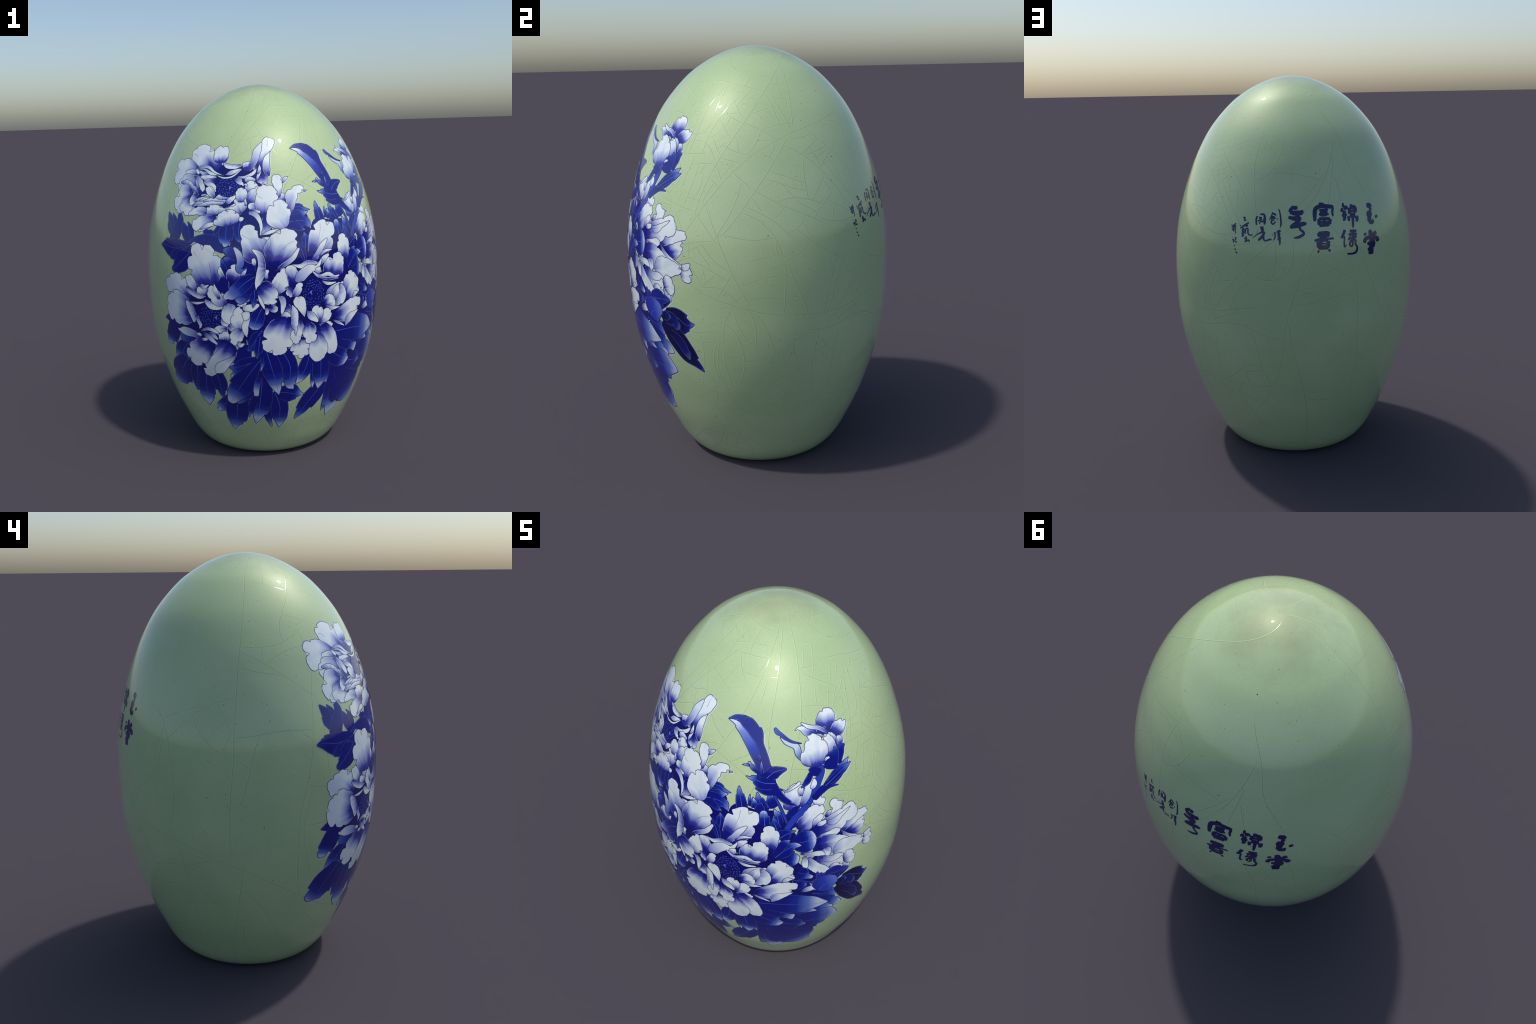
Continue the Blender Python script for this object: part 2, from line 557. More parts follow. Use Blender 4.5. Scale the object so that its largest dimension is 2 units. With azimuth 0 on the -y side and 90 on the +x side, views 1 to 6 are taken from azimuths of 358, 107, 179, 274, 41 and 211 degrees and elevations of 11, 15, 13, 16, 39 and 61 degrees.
def slit(g, spine):
    SLITS.append((spine, None))
    chart = Chart(spine)
    pts = smooth_curve(chart.flat([p[0] for p in spine], [p[1] for p in spine]), 12)
    t = np.gradient(pts, axis=0)
    t /= np.linalg.norm(t, axis=1)[:, None] + 1e-12
    side = np.stack([-t[:, 1], t[:, 0]], -1) * (0.0008 * np.linspace(1.0, 0.5, len(pts)))[:, None]
    lift = next_lift(chart, pts - side, pts + side) - LAYER_LIFT * 0.4
    v, f = ribbon(chart, pts - side, pts + side, lift, closed=False)
    ob = mesh_object("petal_slit_line", v, facing_out(v, f), [M_INK])
    ob.parent = group(g)


def stamens(g, centre, size, heart, count):
    """Dark disc of a peony with crescent anthers in loose rings and a small pale pistil."""
    rng = np.random.default_rng(int(centre[1] * 10))
    chart = Chart([centre])
    rx, ry = size[0] / 100, size[1] / 100
    a = np.linspace(0, 2 * math.pi, 64, endpoint=False)
    top = np.linspace(0, math.pi, 40)
    left = np.stack([rx * 1.15 * np.sin(top), -ry * 1.15 * np.cos(top)], -1)
    right = left * np.array([-1, 1])
    lift = next_lift(chart, left, right)
    v, f = fill(chart, left, right, lift)
    ob = mesh_object("flower_centre", v, facing_out(v, f), [M_WASH])
    ob.parent = group(g)
    verts, faces = [], []
    hx = chart.flat([heart[0]], [heart[1]])[0]
    placed = []
    tries = 0
    while len(placed) < count and tries < 6000:
        tries += 1
        th, rad = rng.uniform(0, 2 * math.pi), math.sqrt(rng.uniform(0.05, 1.0))
        c = np.array([rx * rad * math.cos(th), ry * rad * math.sin(th)])
        if np.linalg.norm(c - hx) < 0.010 or any(np.linalg.norm(c - q) < 0.0118 for q in placed):
            continue
        placed.append(c)
        w = c - hx
        turn = math.atan2(w[1], w[0]) + rng.uniform(-1.0, 1.0)
        ln, th_ = rng.uniform(0.0044, 0.0064), rng.uniform(0.0038, 0.0054)
        k = np.linspace(-1, 1, 9)
        outer = np.stack([th_ * (1 - k * k), ln * k], -1)
        inner = np.stack([th_ * 0.30 * (1 - k * k) - 0.0001, ln * k], -1)
        R = np.array([[math.cos(turn), -math.sin(turn)], [math.sin(turn), math.cos(turn)]])
        pv, pf = ribbon(chart, inner @ R.T + c, outer @ R.T + c, lift + 0.00002, closed=False)
        o = len(verts)
        verts.extend(pv)
        faces.extend(tuple(i + o for i in q) for q in facing_out(pv, pf))
    ob = mesh_object("stamen", verts, faces, [M_STAMEN])
    ob["kind"] = "stuff"
    ob.parent = group(g)
    rad = 0.0062 * (1 + 0.28 * np.sin(3 * a + rng.uniform(0, 6)) + 0.16 * np.sin(5 * a + 1))
    ring = np.stack([rad * np.cos(a) * 0.9 + hx[0], rad * np.sin(a) * 1.25 + hx[1]], -1)
    pv = np.vstack([chart.lift(ring, lift + 0.00003), chart.lift(hx[None], lift + 0.00003)])
    ob = mesh_object("pistil", pv, facing_out(pv, [(i, (i + 1) % 64, 64) for i in range(64)]), [M_HEART])
    ob.parent = group(g)


# ------------------------------------------------------------------ the painting, back to front
wash('wash', [(20.12, 128.11, 3.87), (13.77, 116.46, 15.34), (8.99, 100.89, 19.09), (4.13, 82.45, 18.85), (3.66, 67.32, 11.22)])
wash('wash', [(28.52, 118.8, 8.95), (32.38, 98.24, 14.62), (34, 78.51, 14.26), (28.18, 63.92, 6.89)])
wash('wash', [(-12.8, 113.05, 7.23), (-24.43, 97.96, 7.53), (-32.02, 86.84, 13.42), (-30.91, 71.08, 14.64), (-25.66, 63.99, 7.92)])
wash('wash', [(-17.25, 127.23, 4.8), (-8.24, 127.23, 5.97), (2.74, 126.92, 4.77)])
wash('wash', [(45.11, 103.91, 2.05), (49.13, 94.15, 4.87), (53.88, 88.59, 5.93), (56.78, 83.19, 2.92)])
wash('wash', [(36.63, 121.38, 4.42), (41.29, 121.5, 3.92), (45.1, 116.09, 3.59), (47.3, 109.93, 2.86)])
wash('wash', [(-5.44, 67.95, 2.81), (3.15, 64.81, 2.47), (8.45, 64, 2.15)])
wash('wash', [(9.53, 80.64, 2.92), (16.05, 77.81, 6.65), (25.33, 76.32, 5.85), (30.57, 75.33, 2.1)])
wash('wash', [(30.4, 79.47, 1.96), (38.8, 73.43, 4.76), (43.14, 64.42, 6.85), (37.43, 58.75, 4.53)])
wash('wash', [(18.82, 61.12, 2.63), (27.57, 59.74, 3.46), (36.71, 57.14, 2.39)])
wash('wash', [(-37.33, 54.24, 4.76), (-28.42, 53.25, 4.08), (-26.13, 49.84, 1.81)])
wash('wash', [(-43.71, 59.19, 3.51), (-38.73, 55.09, 3.69), (-32.61, 54.07, 2.77)])
wash('wash', [(-4.81, 62.97, 3.83), (-6.14, 51.91, 6.48), (-7.38, 40.35, 3.95)])
wash('wash', [(-11.59, 41.88, 2.51), (-5.24, 37.14, 4.63), (-0.14, 36.21, 3.84)])
wash('wash', [(-0.49, 64.26, 4.28), (7.44, 62.27, 4.25), (12.07, 59.62, 1.04)])
wash('wash', [(19.67, 60.59, 2.8), (26.19, 57.47, 3.68), (30.68, 52.74, 2.34)])
wash('wash', [(33.25, 52.09, 1.81), (38.73, 51.34, 2.72), (45.34, 42.81, 3.32)])
wash('wash', [(-29.47, 125.16, 1.26), (-23.32, 125.41, 2.82), (-17.23, 125.55, 3.45), (-8.5, 130.4, 3.75)])
wash('wash', [(-19.19, 119.37, 1.91), (-13.39, 115.75, 4.44), (-9.53, 110.49, 4.42)])
wash('wash', [(-9.79, 137.87, 1.24), (-5.3, 134.78, 3.72), (-1.87, 131.68, 3.41)])
wash('wash', [(-20.19, 129.38, 3.78), (-11.21, 130.95, 3.74), (-3.92, 131.74, 2.8)])
wash('wash', [(11.82, 136.2, 1.93), (16.59, 133.76, 2.98), (18.65, 129.93, 1.7)])
wash('wash', [(12.41, 133.91, 1.96), (14.78, 126.12, 3.97), (15.39, 118.37, 3.65), (15.94, 112.73, 1.66)])
wash('wash', [(-17.24, 80.59, 2.09), (-14.06, 74.67, 3.81), (-11.4, 69.64, 2.07)])
wash('wash', [(-12.14, 86.06, 2.01), (-6.71, 81.46, 5.16), (-6.74, 71.38, 4.46)])
wash('wash', [(33.04, 124.02, 2.04), (36.61, 126.34, 4.53), (42.12, 126.47, 3.14), (45.13, 124.25, 2.03)])
wash('wash', [(48.97, 120.94, 2.8), (54.57, 116.82, 4.14), (61.9, 115.35, 4.11), (69.13, 114.68, 2.19)])
wash('wash', [(53.53, 102.35, 3.33), (59.51, 98.1, 3.99), (65.88, 94.73, 1.92)])
wash('wash', [(32.02, 67.07, 5.09), (42.09, 66.64, 6.94), (52.71, 64.49, 6.82), (58.61, 68.35, 4.04)])
wash('wash', [(35.84, 53.41, 4.84), (42.21, 52.78, 6.49), (50.35, 51.26, 5.09)])
wash('wash', [(44.91, 85.1, 1.84), (51.79, 78.47, 5.48), (50.93, 74.46, 4.59)])
wash('wash', [(39.05, 71.25, 4.67), (40.18, 64.52, 6.41), (35.35, 60.41, 3.73)])
wash('wash', [(-16.38, 120.76, 1.86), (-12.9, 120.8, 1.88), (-11.23, 116.5, 1.9)])
wash('wash', [(-21.85, 97.36, 2.06), (-16.15, 93.42, 3.69), (-10.02, 90.66, 2.63)])
wash('wash', [(-36.25, 96.65, 2.08), (-28.09, 96.23, 2.03), (-23.42, 95.63, 1.67)])
wash('wash', [(21.66, 130.37, 2.85), (29.02, 124.87, 6.69), (38.65, 118.76, 7.12)])
leaf('leaf', [(-48.64, 125.62, 2.12), (-49.94, 128.71, 3.57), (-51.92, 132.09, 2.35), (-54.17, 135.29, 0.36)])
leaf('leaf', [(-47.26, 128.32, 1.75), (-47.97, 131.78, 1.43), (-50.46, 134.94, 0.31)])
leaf('leaf', [(-47.24, 121.89, 3.57), (-46.15, 125.86, 3.72), (-44.3, 131.42, 2.5), (-45.95, 137.01, 0.39)])
leaf('leaf', [(-36.9, 121.87, 2.22), (-39.49, 126.4, 2.91), (-41.51, 129.41, 1.79), (-42.76, 131.38, 0.26)])
leaf('leaf', [(-35.89, 123.52, 1.22), (-36.66, 127.54, 1.69), (-39.27, 131.61, 0.24)])
leaf('leaf', [(-39.2, 119.15, 1.93), (-46.82, 117.71, 4.97), (-53.49, 118.89, 3.09), (-57.3, 118.41, 0.4)], vein=1)
leaf('leaf', [(-39.88, 116.85, 2.01), (-45.23, 114.67, 2.6), (-49.33, 112.86, 1.45)])
leaf('leaf', [(-36.83, 116.17, 2.94), (-41.1, 111.89, 5.33), (-45.55, 108.09, 3.2), (-48, 107.09, 0.96)], vein=1)
leaf('leaf', [(-22.96, 124.5, 1.27), (-26.55, 126.21, 2.25), (-29.67, 127.93, 0.98)])
leaf('leaf', [(-19.81, 120.58, 3.46), (-26.38, 122.51, 3.48), (-32.09, 123.15, 2.06), (-38.62, 121.27, 0.2)])
leaf('leaf', [(-31.86, 118.46, 1.59), (-36.12, 118.3, 1.75), (-41.56, 117.17, 0.19)])
leaf('leaf', [(-21.95, 129.73, 1.01), (-23.4, 127.25, 1.14), (-24.97, 125.66, 0.2)])
leaf('leaf', [(-18.29, 130.4, 2.96), (-18.46, 125.82, 3.89), (-18.8, 121.84, 2.8), (-19.25, 119.84, 0.33)], vein=1, fade=(0.5, 1.0))
leaf('leaf', [(-11.73, 132.54, 2.85), (-12.54, 127.4, 2.7), (-12.22, 123.76, 1.9), (-12.27, 122.17, 0.38)], vein=1, fade=(0.7, 1.15))
leaf('leaf', [(-14.64, 119.55, 2.24), (-13.52, 114.62, 2.88), (-12.72, 110.29, 1.92)])
leaf('leaf', [(-13.1, 115.15, 1.9), (-16.25, 117.58, 2.53), (-19.77, 118.43, 0.94)], fade=(0.3, 1.4))
leaf('leaf', [(-14.9, 107.96, 2.28), (-17.15, 111.97, 3.11), (-18.88, 115.36, 1.32)], fade=(0.4, 1.3))
leaf('leaf', [(-46.71, 79, 2.85), (-50.99, 79.84, 2.63), (-55.33, 79.57, 0.37)])
leaf('leaf', [(-47.27, 78.88, 3.69), (-49.88, 73.01, 4.86), (-52.72, 67.64, 4.08), (-52.11, 65.27, 1.02)], fade=(0.6, 1.05))
leaf('leaf', [(-40.74, 68.24, 1.98), (-45.28, 62.49, 5.22), (-46.89, 56.9, 4.84), (-47.08, 54.43, 3.19)], lobes=2, fade=(0.35, 1.0), vein=1)
leaf('leaf', [(-44.3, 57.19, 3.75), (-49.93, 49.94, 7.53), (-51.9, 44.7, 7.67), (-51.35, 40.8, 0.84)], fade=(0.55, 1.1), vein=1)
leaf('leaf', [(-36.85, 56.99, 3.16), (-39, 49.69, 4.31), (-40.4, 44.32, 3.17), (-41.49, 40.39, 0.33)], fade=(0.6, 1.3), vein=1)
leaf('leaf', [(-31.93, 53.81, 2.92), (-33.84, 46.12, 5.07), (-35.11, 38.72, 4.82), (-35.88, 32.29, 0.42)], fade=(0.5, 1.0), vein=1)
leaf('leaf', [(-26.83, 54.26, 3.19), (-25.71, 48.7, 4.2), (-25.59, 43.29, 2.92), (-25.37, 38.55, 0.25)], fade=(0.6, 1.4), vein=1)
leaf('leaf', [(-21.89, 39.42, 1.67), (-25.88, 34.37, 3.26), (-29.81, 31.65, 2.09), (-31.36, 31.78, 0.53)], fade=(0.4, 1.0), vein=1)
leaf('leaf', [(-16.82, 40.7, 4.13), (-18.28, 33.57, 6.06), (-19.94, 26.21, 5.3), (-23.23, 18.27, 0.36)], fade=(0.5, 1.0), vein=1)
leaf('leaf', [(-10.34, 69.3, 1.91), (-12.37, 64.3, 4.16), (-14.91, 58.43, 3.87)], fade=(0.8, 1.8))
leaf('leaf', [(-1.21, 37.06, 2.97), (-0.99, 28.77, 2.35), (0.88, 20.84, 0.28)], fade=(0.55, 1.1))
leaf('leaf', [(2.78, 41.65, 2.98), (4.98, 34.99, 4.38), (5.13, 27.45, 4.08), (5.07, 20.21, 0.28)], fade=(0.55, 1.0), vein=1)
leaf('leaf', [(5.39, 43.03, 3.28), (10.44, 42.04, 5.42), (15.05, 40.62, 2.51), (17.87, 40.34, 0.35)], fade=(0.55, 1.05), vein=1)
leaf('leaf', [(-4.1, 48.17, 4.23), (-5.03, 40.26, 6.09), (-6.52, 31.33, 4.84), (-8.61, 23.39, 0.27)], fade=(0.5, 0.95), vein=1)
leaf('leaf', [(-8.52, 37.96, 2.33), (-10.3, 33.01, 1.66), (-12.16, 27.35, 0.2)], fade=(0.5, 1.0))
leaf('leaf', [(-9.4, 44.32, 1.96), (-9.9, 41.95, 1.31), (-10.53, 38.33, 0.2)], fade=(0.3, 0.9))
leaf('leaf', [(-10.32, 58.65, 2.46), (-15.15, 55.5, 2.05), (-18.76, 51.48, 1.33)], fade=(0.5, 1.0))
leaf('leaf', [(-4.8, 63.01, 0.71), (-11.46, 59.69, 3.74), (-15.86, 58.02, 2.96), (-19.49, 57.75, 0.38)], fade=(0.6, 1.2), vein=1)
leaf('leaf', [(-6.95, 53.5, 3.99), (-11.99, 44.18, 4.66), (-14.91, 38.88, 2.7), (-17.61, 35.85, 0.35)], fade=(0.6, 1.2))
leaf('leaf', [(-4.84, 61.94, 0.67), (-9.62, 54.95, 4.33), (-14.64, 47.1, 6.15), (-19.23, 40.48, 4.3), (-21.44, 35.83, 1.68)], fade=(0.6, 1.0), vein=1)
leaf('leaf', [(-4.53, 53.53, 0.99), (-6.45, 48.24, 1.69), (-7.33, 41, 1.44)], fade=(0.2, 0.9))
leaf('leaf', [(6.52, 65.19, 4.15), (9.36, 58.46, 3.9), (9.63, 51.78, 3.89), (9.8, 47.22, 2.78), (12.02, 44.43, 0.27)], fade=(0.55, 1.0), vein=1)
leaf('leaf', [(-1.05, 65.34, 4.17), (1.18, 56.21, 4.92), (3.04, 48.63, 3.74), (4.44, 41.48, 0.26)], fade=(0.5, 0.95), vein=1)
leaf('leaf', [(-3.9, 64.06, 0.96), (-3.43, 60.12, 1.02), (-4.55, 55.69, 0.19)], fade=(0.2, 1.0))
leaf('leaf', [(18.58, 62.58, 2.69), (17.42, 56.59, 4.13), (15.45, 51.74, 3.03), (12.69, 47.17, 0.32)], fade=(0.5, 0.95), vein=1)
leaf('leaf', [(27.68, 43.91, 3.9), (23.37, 38.17, 5.58), (18.91, 31.8, 4.46), (14.2, 25.16, 0.39)], fade=(0.6, 1.1), vein=1)
leaf('leaf', [(29.23, 57.51, 3.65), (30.52, 50.88, 3.71), (30.72, 44.04, 0.3)], fade=(0.5, 1.0))
leaf('leaf', [(22.25, 54.99, 2.78), (22.42, 48.96, 2.06), (22.13, 43.17, 0.26)], fade=(0.5, 0.9))
leaf('leaf', [(24.97, 59.89, 4.8), (25.89, 52.69, 5.05), (25.99, 46.64, 3.36), (25.54, 42.18, 0.37)], fade=(0.5, 0.95), vein=1)
leaf('leaf', [(37.34, 37.39, 3.96), (34.12, 32.3, 3.16), (31.53, 26.61, 0.38)], fade=(0.6, 1.1))
leaf('leaf', [(36.14, 53.17, 3.8), (36.96, 43.34, 6.55), (38.41, 32.99, 7.3), (37.96, 27.44, 4.96), (36.96, 22.28, 0.44)], fade=(0.5, 0.95), vein=1)
leaf('leaf', [(43.15, 38.4, 8.47), (51.55, 37.84, 10.26), (57.27, 36.28, 5.71), (58.38, 35.74, 1.19)], fade=(0.5, 1.1))
leaf('leaf', [(40.25, 52.89, 5.79), (44.93, 45.69, 7.57), (48.2, 42.58, 3.72), (48.99, 42.23, 0.79)], fade=(0.6, 1.3))
leaf('leaf', [(56.39, 78.36, 2.19), (62.03, 76.68, 4.9), (65.61, 75.81, 3.1), (67.97, 75.28, 0.39)], fade=(0.4, 1.1), vein=1)
leaf('leaf', [(55.17, 73.36, 3.88), (62.17, 68.08, 6.07), (66.3, 66.78, 4.3), (70.06, 64.73, 0.46)], fade=(0.4, 1.0), vein=1)
leaf('leaf', [(54.05, 66.77, 3.24), (60.6, 64.17, 4.66), (66.09, 62.99, 1.98)], fade=(0.2, 1.0))
leaf('leaf', [(43.16, 47.08, 9), (47.2, 39.66, 12.5), (52.37, 33.72, 8.78), (57.72, 30.41, 0.76)], fade=(0.5, 1.1))
leaf('leaf', [(47.89, 55.05, 5.53), (56.8, 54.86, 9.49), (63.83, 55.81, 7.73), (69.58, 55.23, 0.81)], fade=(0.4, 1.0), vein=1)
leaf('leaf', [(43.77, 54.4, 3.94), (48.6, 53.36, 5.37), (54.04, 52.35, 0.51)], fade=(0.5, 1.1), vein=1)
leaf('leaf', [(31.78, 61.89, 4.86), (36.58, 58.62, 5.74), (40.61, 56.81, 4.34), (43.78, 56.77, 0.45)], fade=(0.5, 1.0), vein=1)
leaf('leaf', [(33.88, 69.38, 3.66), (40.6, 67.15, 5.19), (45.09, 63.43, 3.64), (47.22, 59.08, 0.64)], fade=(0.6, 1.0), vein=1)
leaf('leaf', [(42.06, 69.91, 4.17), (49.47, 67.59, 4.09), (58.19, 63.59, 0.41)], fade=(0.5, 1.0))
leaf('leaf', [(34.87, 73.61, 3.41), (44.93, 72.9, 7.14), (53.84, 70.83, 6.38), (62.99, 69.03, 0.53)], fade=(0.4, 0.95), vein=1)
leaf('dark', [(62.78, 86.29, 2.69), (66.92, 89.49, 2.84), (70.37, 91.69, 1.74), (71.07, 92.56, 0.39)], fade=(0.5, 1.3))
leaf('dark', [(67.7, 83.83, 2.65), (73.82, 83.34, 4.2), (77.72, 80.64, 4.56), (79.96, 80.73, 2.24), (82.1, 81.35, 0.21)], fade=(0.6, 1.1), vein=1)
leaf('dark', [(65.9, 80.05, 2.29), (72.52, 72.98, 5.27), (77.4, 66.01, 4.65), (81.3, 61.73, 2.35), (84.19, 57.93, 0.29)], fade=(0.7, 1.2))
leaf('dark', [(68.15, 76.52, 1.1), (73.41, 72.49, 2.33), (76.57, 67.44, 2.27), (78, 63.04, 0.5)], fade=(0.2, 1.3))
leaf('dark', [(65.6, 81.1, 1.63), (70.48, 81.9, 3.32), (73.47, 79.27, 2.23), (72.47, 77.2, 0.84)], fade=(0.3, 1.3))
leaf('dark', [(65.21, 81.75, 1.45), (68.5, 82.92, 2.4), (70.81, 82.55, 0.54)], fade=(0.3, 1.3))
leaf('sprig', [(26.84, 127.3, 2.92), (25.75, 134.11, 2.31), (24.96, 138.14, 1.43), (24.66, 140.65, 0.19)], fade=(0.45, 1.1), vein=1)
leaf('sprig', [(29.59, 132.18, 0.93), (29.36, 135.07, 0.8), (29.41, 137.62, 0.18)], fade=(0.3, 1.0))
leaf('sprig', [(35.55, 129.83, 2.21), (33.52, 134.57, 2.19), (32.75, 137.06, 1.23), (32.27, 138.9, 0.25)], fade=(0.4, 1.1), vein=1)
leaf('sprig', [(31.6, 131.45, 1.85), (31.25, 134.03, 1.4), (30.47, 136.5, 0.25)], fade=(0.2, 0.9))
leaf('sprig', [(39.16, 131.96, 2.14), (37.74, 135.47, 2.07), (36.87, 137.83, 0.24)], fade=(0.5, 1.2))
leaf('sprig', [(33.31, 129.63, 2.39), (33.83, 132.67, 1.84), (34.37, 134.41, 0.24)], fade=(0.6, 1.5))
leaf('sprig', [(35.53, 122.83, 2.13), (35.37, 127.35, 2.37), (34.92, 130.87, 1.22)], fade=(0.3, 1.0), vein=1)
leaf('sprig', [(41.29, 123.71, 2.13), (40.34, 128.56, 1.88), (39.09, 131.83, 0.18)], fade=(0.3, 1.0), vein=1)
leaf('sprig', [(40.46, 120.83, 2.49), (39.23, 125.13, 1.58), (39.23, 128.84, 0.18)], fade=(0.2, 1.3), vein=1)
leaf('sprig', [(44.33, 127.1, 0.99), (46.87, 130.26, 1.83), (49.98, 133.27, 0.2)], fade=(0.8, 1.8))
leaf('sprig', [(44.29, 122.18, 1.57), (47.63, 125.4, 2.5), (50.62, 128.48, 0.28)], fade=(0.6, 1.6))
stem('stem', [(38.79, 138.27, 0.46), (40.77, 134.49, 0.61), (42.69, 129.54, 0.73), (44.31, 124.33, 0.55)])
stem('stem', [(54.83, 136.91, 1.49), (51.69, 131.3, 1.69), (47.08, 126.18, 1.52), (43.74, 120.94, 1.28)])
stem('stem', [(58.28, 148.82, 1.33), (59.25, 146.55, 1.75), (57.3, 141.51, 1.64), (54.55, 135.78, 1.65), (52.68, 132.88, 1.6)])
petal('small_peony', [(44.43, 130.94, 1.53), (45.02, 133.11, 2.19), (47.35, 136.69, 4.41), (48.59, 139.73, 3.42), (50.34, 143.09, 1.12)], fade=(-0.1, 0.7))
petal('small_peony', [(41.43, 140.67, 0.19), (44.27, 139.5, 0.52), (47.48, 141.12, 0.64), (50.18, 142.96, 0.77)], lobes=1)
petal('small_peony', [(50.82, 137.02, 1.48), (50.03, 139.31, 1.2), (50.99, 141.2, 0.57)], fade=(-0.2, 0.8), lobes=1)
petal('small_peony', [(49.79, 132.02, 0.65), (52.24, 136.49, 1.61), (53.62, 140.65, 1.65), (55.37, 144.31, 1.6)], fade=(-0.1, 0.7))
petal('small_peony', [(54.44, 139.28, 0.72), (55.76, 141.2, 1.29), (56.25, 143.86, 0.63)], fade=(-0.4, 0.5))
petal('small_peony', [(56.12, 131.54, 2.43), (57.72, 133.8, 2.56), (58.13, 135.84, 1.32)], fade=(-0.3, 0.4))
leaf('sprig', [(37.68, 143.19, 2.12), (40, 139.59, 1.89), (42.25, 136.77, 1.49), (45.04, 134.42, 1.21), (48.25, 132.7, 0.32)], fade=(0.9, 1.8))
leaf('sprig', [(39.99, 139.9, 2.25), (36.56, 140.11, 2.58), (33.09, 140.51, 1.61), (31.29, 140.41, 0.26)], fade=(0.6, 1.4))
leaf('sprig', [(39.99, 142.93, 2.21), (34.77, 143.04, 3.18), (30.6, 144.5, 1.66), (27.09, 145.39, 0.19)], fade=(0.5, 1.05), vein=1)
leaf('sprig', [(33.79, 146.51, 0.75), (30.39, 148.89, 1.13), (28.92, 150.32, 0.87), (28.07, 151.46, 0.68)], fade=(0.2, 1.1))
leaf('sprig', [(28.79, 149.87, 0.62), (27.09, 149.89, 0.56), (25.31, 149.74, 0.19)], fade=(-0.3, 0.8))
leaf('sprig', [(34.14, 144.81, 1.79), (32.76, 150.26, 1.5), (30.67, 154.9, 2.11), (27.88, 159.54, 2.35), (24.2, 163.08, 2), (20, 165.36, 1.27), (15.89, 166.24, 0.18)], fade=(0.25, 1.0), blade=1)
leaf('sprig', [(36.48, 145.22, 2.36), (35.12, 152.41, 1.82), (32.84, 158.38, 1.53), (30.36, 163.17, 2.81), (26.2, 166.13, 2.72), (20.45, 167.49, 1.05), (15.98, 166.31, 0.17)], fade=(0.8, 2.2), blade=1)
leaf('sprig', [(25.53, 166.86, 0.66), (24.29, 168.68, 0.12)], fade=(0.5, 2.0))
leaf('sprig', [(35.88, 144.9, 2.4), (39.09, 147.64, 2.89), (42.07, 148.52, 1.6), (44.62, 148.87, 0.49)], fade=(0.7, 1.9), vein=1)
leaf('sprig', [(34.41, 145.73, 0.77), (33.84, 149.77, 0.71), (33.46, 152.61, 0.15)], fade=(0.1, 1.0))
leaf('sprig', [(31.75, 152.19, 0.87), (32.46, 153.52, 0.99), (33.46, 154.16, 0.24)], fade=(0.2, 1.4))
leaf('bud_leaf', [(55.08, 134.72, 1.38), (58.88, 138.05, 1.81), (62.38, 138.92, 1.02), (66.6, 138.37, 0.2)], fade=(0.8, 1.8))
leaf('bud_leaf', [(60.49, 138.93, 1.4), (66.09, 142.99, 2.59), (69.62, 145.92, 1.84), (72.97, 148.57, 0.23)], fade=(0.5, 1.1), vein=1)
leaf('bud_leaf', [(60.21, 139.32, 1.05), (65.33, 142.31, 1.71), (69.39, 144.47, 1.75), (73.73, 146.34, 0.22)], fade=(0.5, 1.2), vein=1)
leaf('bud_leaf', [(56.02, 144.79, 1.59), (56.84, 146.99, 2.92), (57.31, 148.67, 3)], fade=(0.8, 1.8))
leaf('bud_leaf', [(54.9, 146.18, 1.08), (53.17, 143.16, 1.35), (50.21, 140.28, 0.19)], fade=(0.5, 1.4))
leaf('bud_leaf', [(51.57, 151.32, 0.41), (49.94, 154.88, 1.5), (48.86, 157.74, 1.44), (44.15, 159.62, 0.87), (41.78, 161.65, 0.23)], fade=(-0.3, 0.5))
leaf('bud_leaf', [(51.65, 158.52, 0.23), (46.72, 159.77, 0.58), (42.61, 162.28, 0.75), (40.65, 163.34, 0.98), (39.31, 165, 0.57)], fade=(-0.1, 1.8))
petal('bud', [(64.86, 160.52, 2.52), (64.35, 164.31, 4.13), (66.15, 167.38, 3.7), (68.29, 169.44, 2.9)], fade=(0.3, 0.85), lobes=2)
petal('bud', [(67.52, 159.38, 2.34), (70.41, 161.42, 3.05), (72.75, 163.31, 2.37), (73.21, 164.57, 1.57)], fade=(0.2, 0.75), lobes=2)
petal('bud', [(62.33, 160.2, 3.49), (60.15, 161.94, 2.91), (59.57, 162.84, 1.77)], fade=(1.0, 2.0), lobes=1)
petal('bud', [(58.15, 160.81, 1.73), (55.02, 162.82, 2.01), (51.75, 164.21, 1.1), (48.81, 163.68, 0.23)], fade=(0.0, 0.7), lobes=3)
petal('bud', [(64.72, 160.85, 0.75), (60.37, 163.38, 0.92), (55.59, 164.45, 0.86), (52, 166.24, 0.29)], fade=(-0.3, 0.8), lobes=1)
petal('bud', [(59.94, 159.01, 2.74), (59.77, 160.13, 2.45), (59.99, 161.45, 1.54)], fade=(-0.2, 1.3), lobes=2)
petal('bud', [(69.72, 154.3, 0.68), (69.86, 156.56, 1.69), (69.68, 158.94, 0.67)], fade=(0.1, 1.0))
petal('bud', [(67.03, 153.55, 1.95), (66.41, 157.71, 1.97), (65.34, 161.13, 0.93)], fade=(0.2, 0.9), lobes=2)
petal('bud', [(65.74, 152.12, 2.38), (64.72, 156.4, 2.5), (63.56, 160.54, 1.29)], fade=(-0.1, 0.7), lobes=2)
petal('bud', [(56.36, 148.38, 3.39), (56.76, 152.14, 5.51), (57.72, 155.97, 5.21), (55.97, 159.62, 3.21), (54.49, 161.58, 1.33)], fade=(-0.05, 0.5), lobes=3)
leaf('bud_leaf', [(66.75, 147.69, 2.11), (68.77, 151.3, 2.06), (70.54, 153.76, 1.43), (72.2, 154.39, 0.42)], fade=(0.6, 1.4))
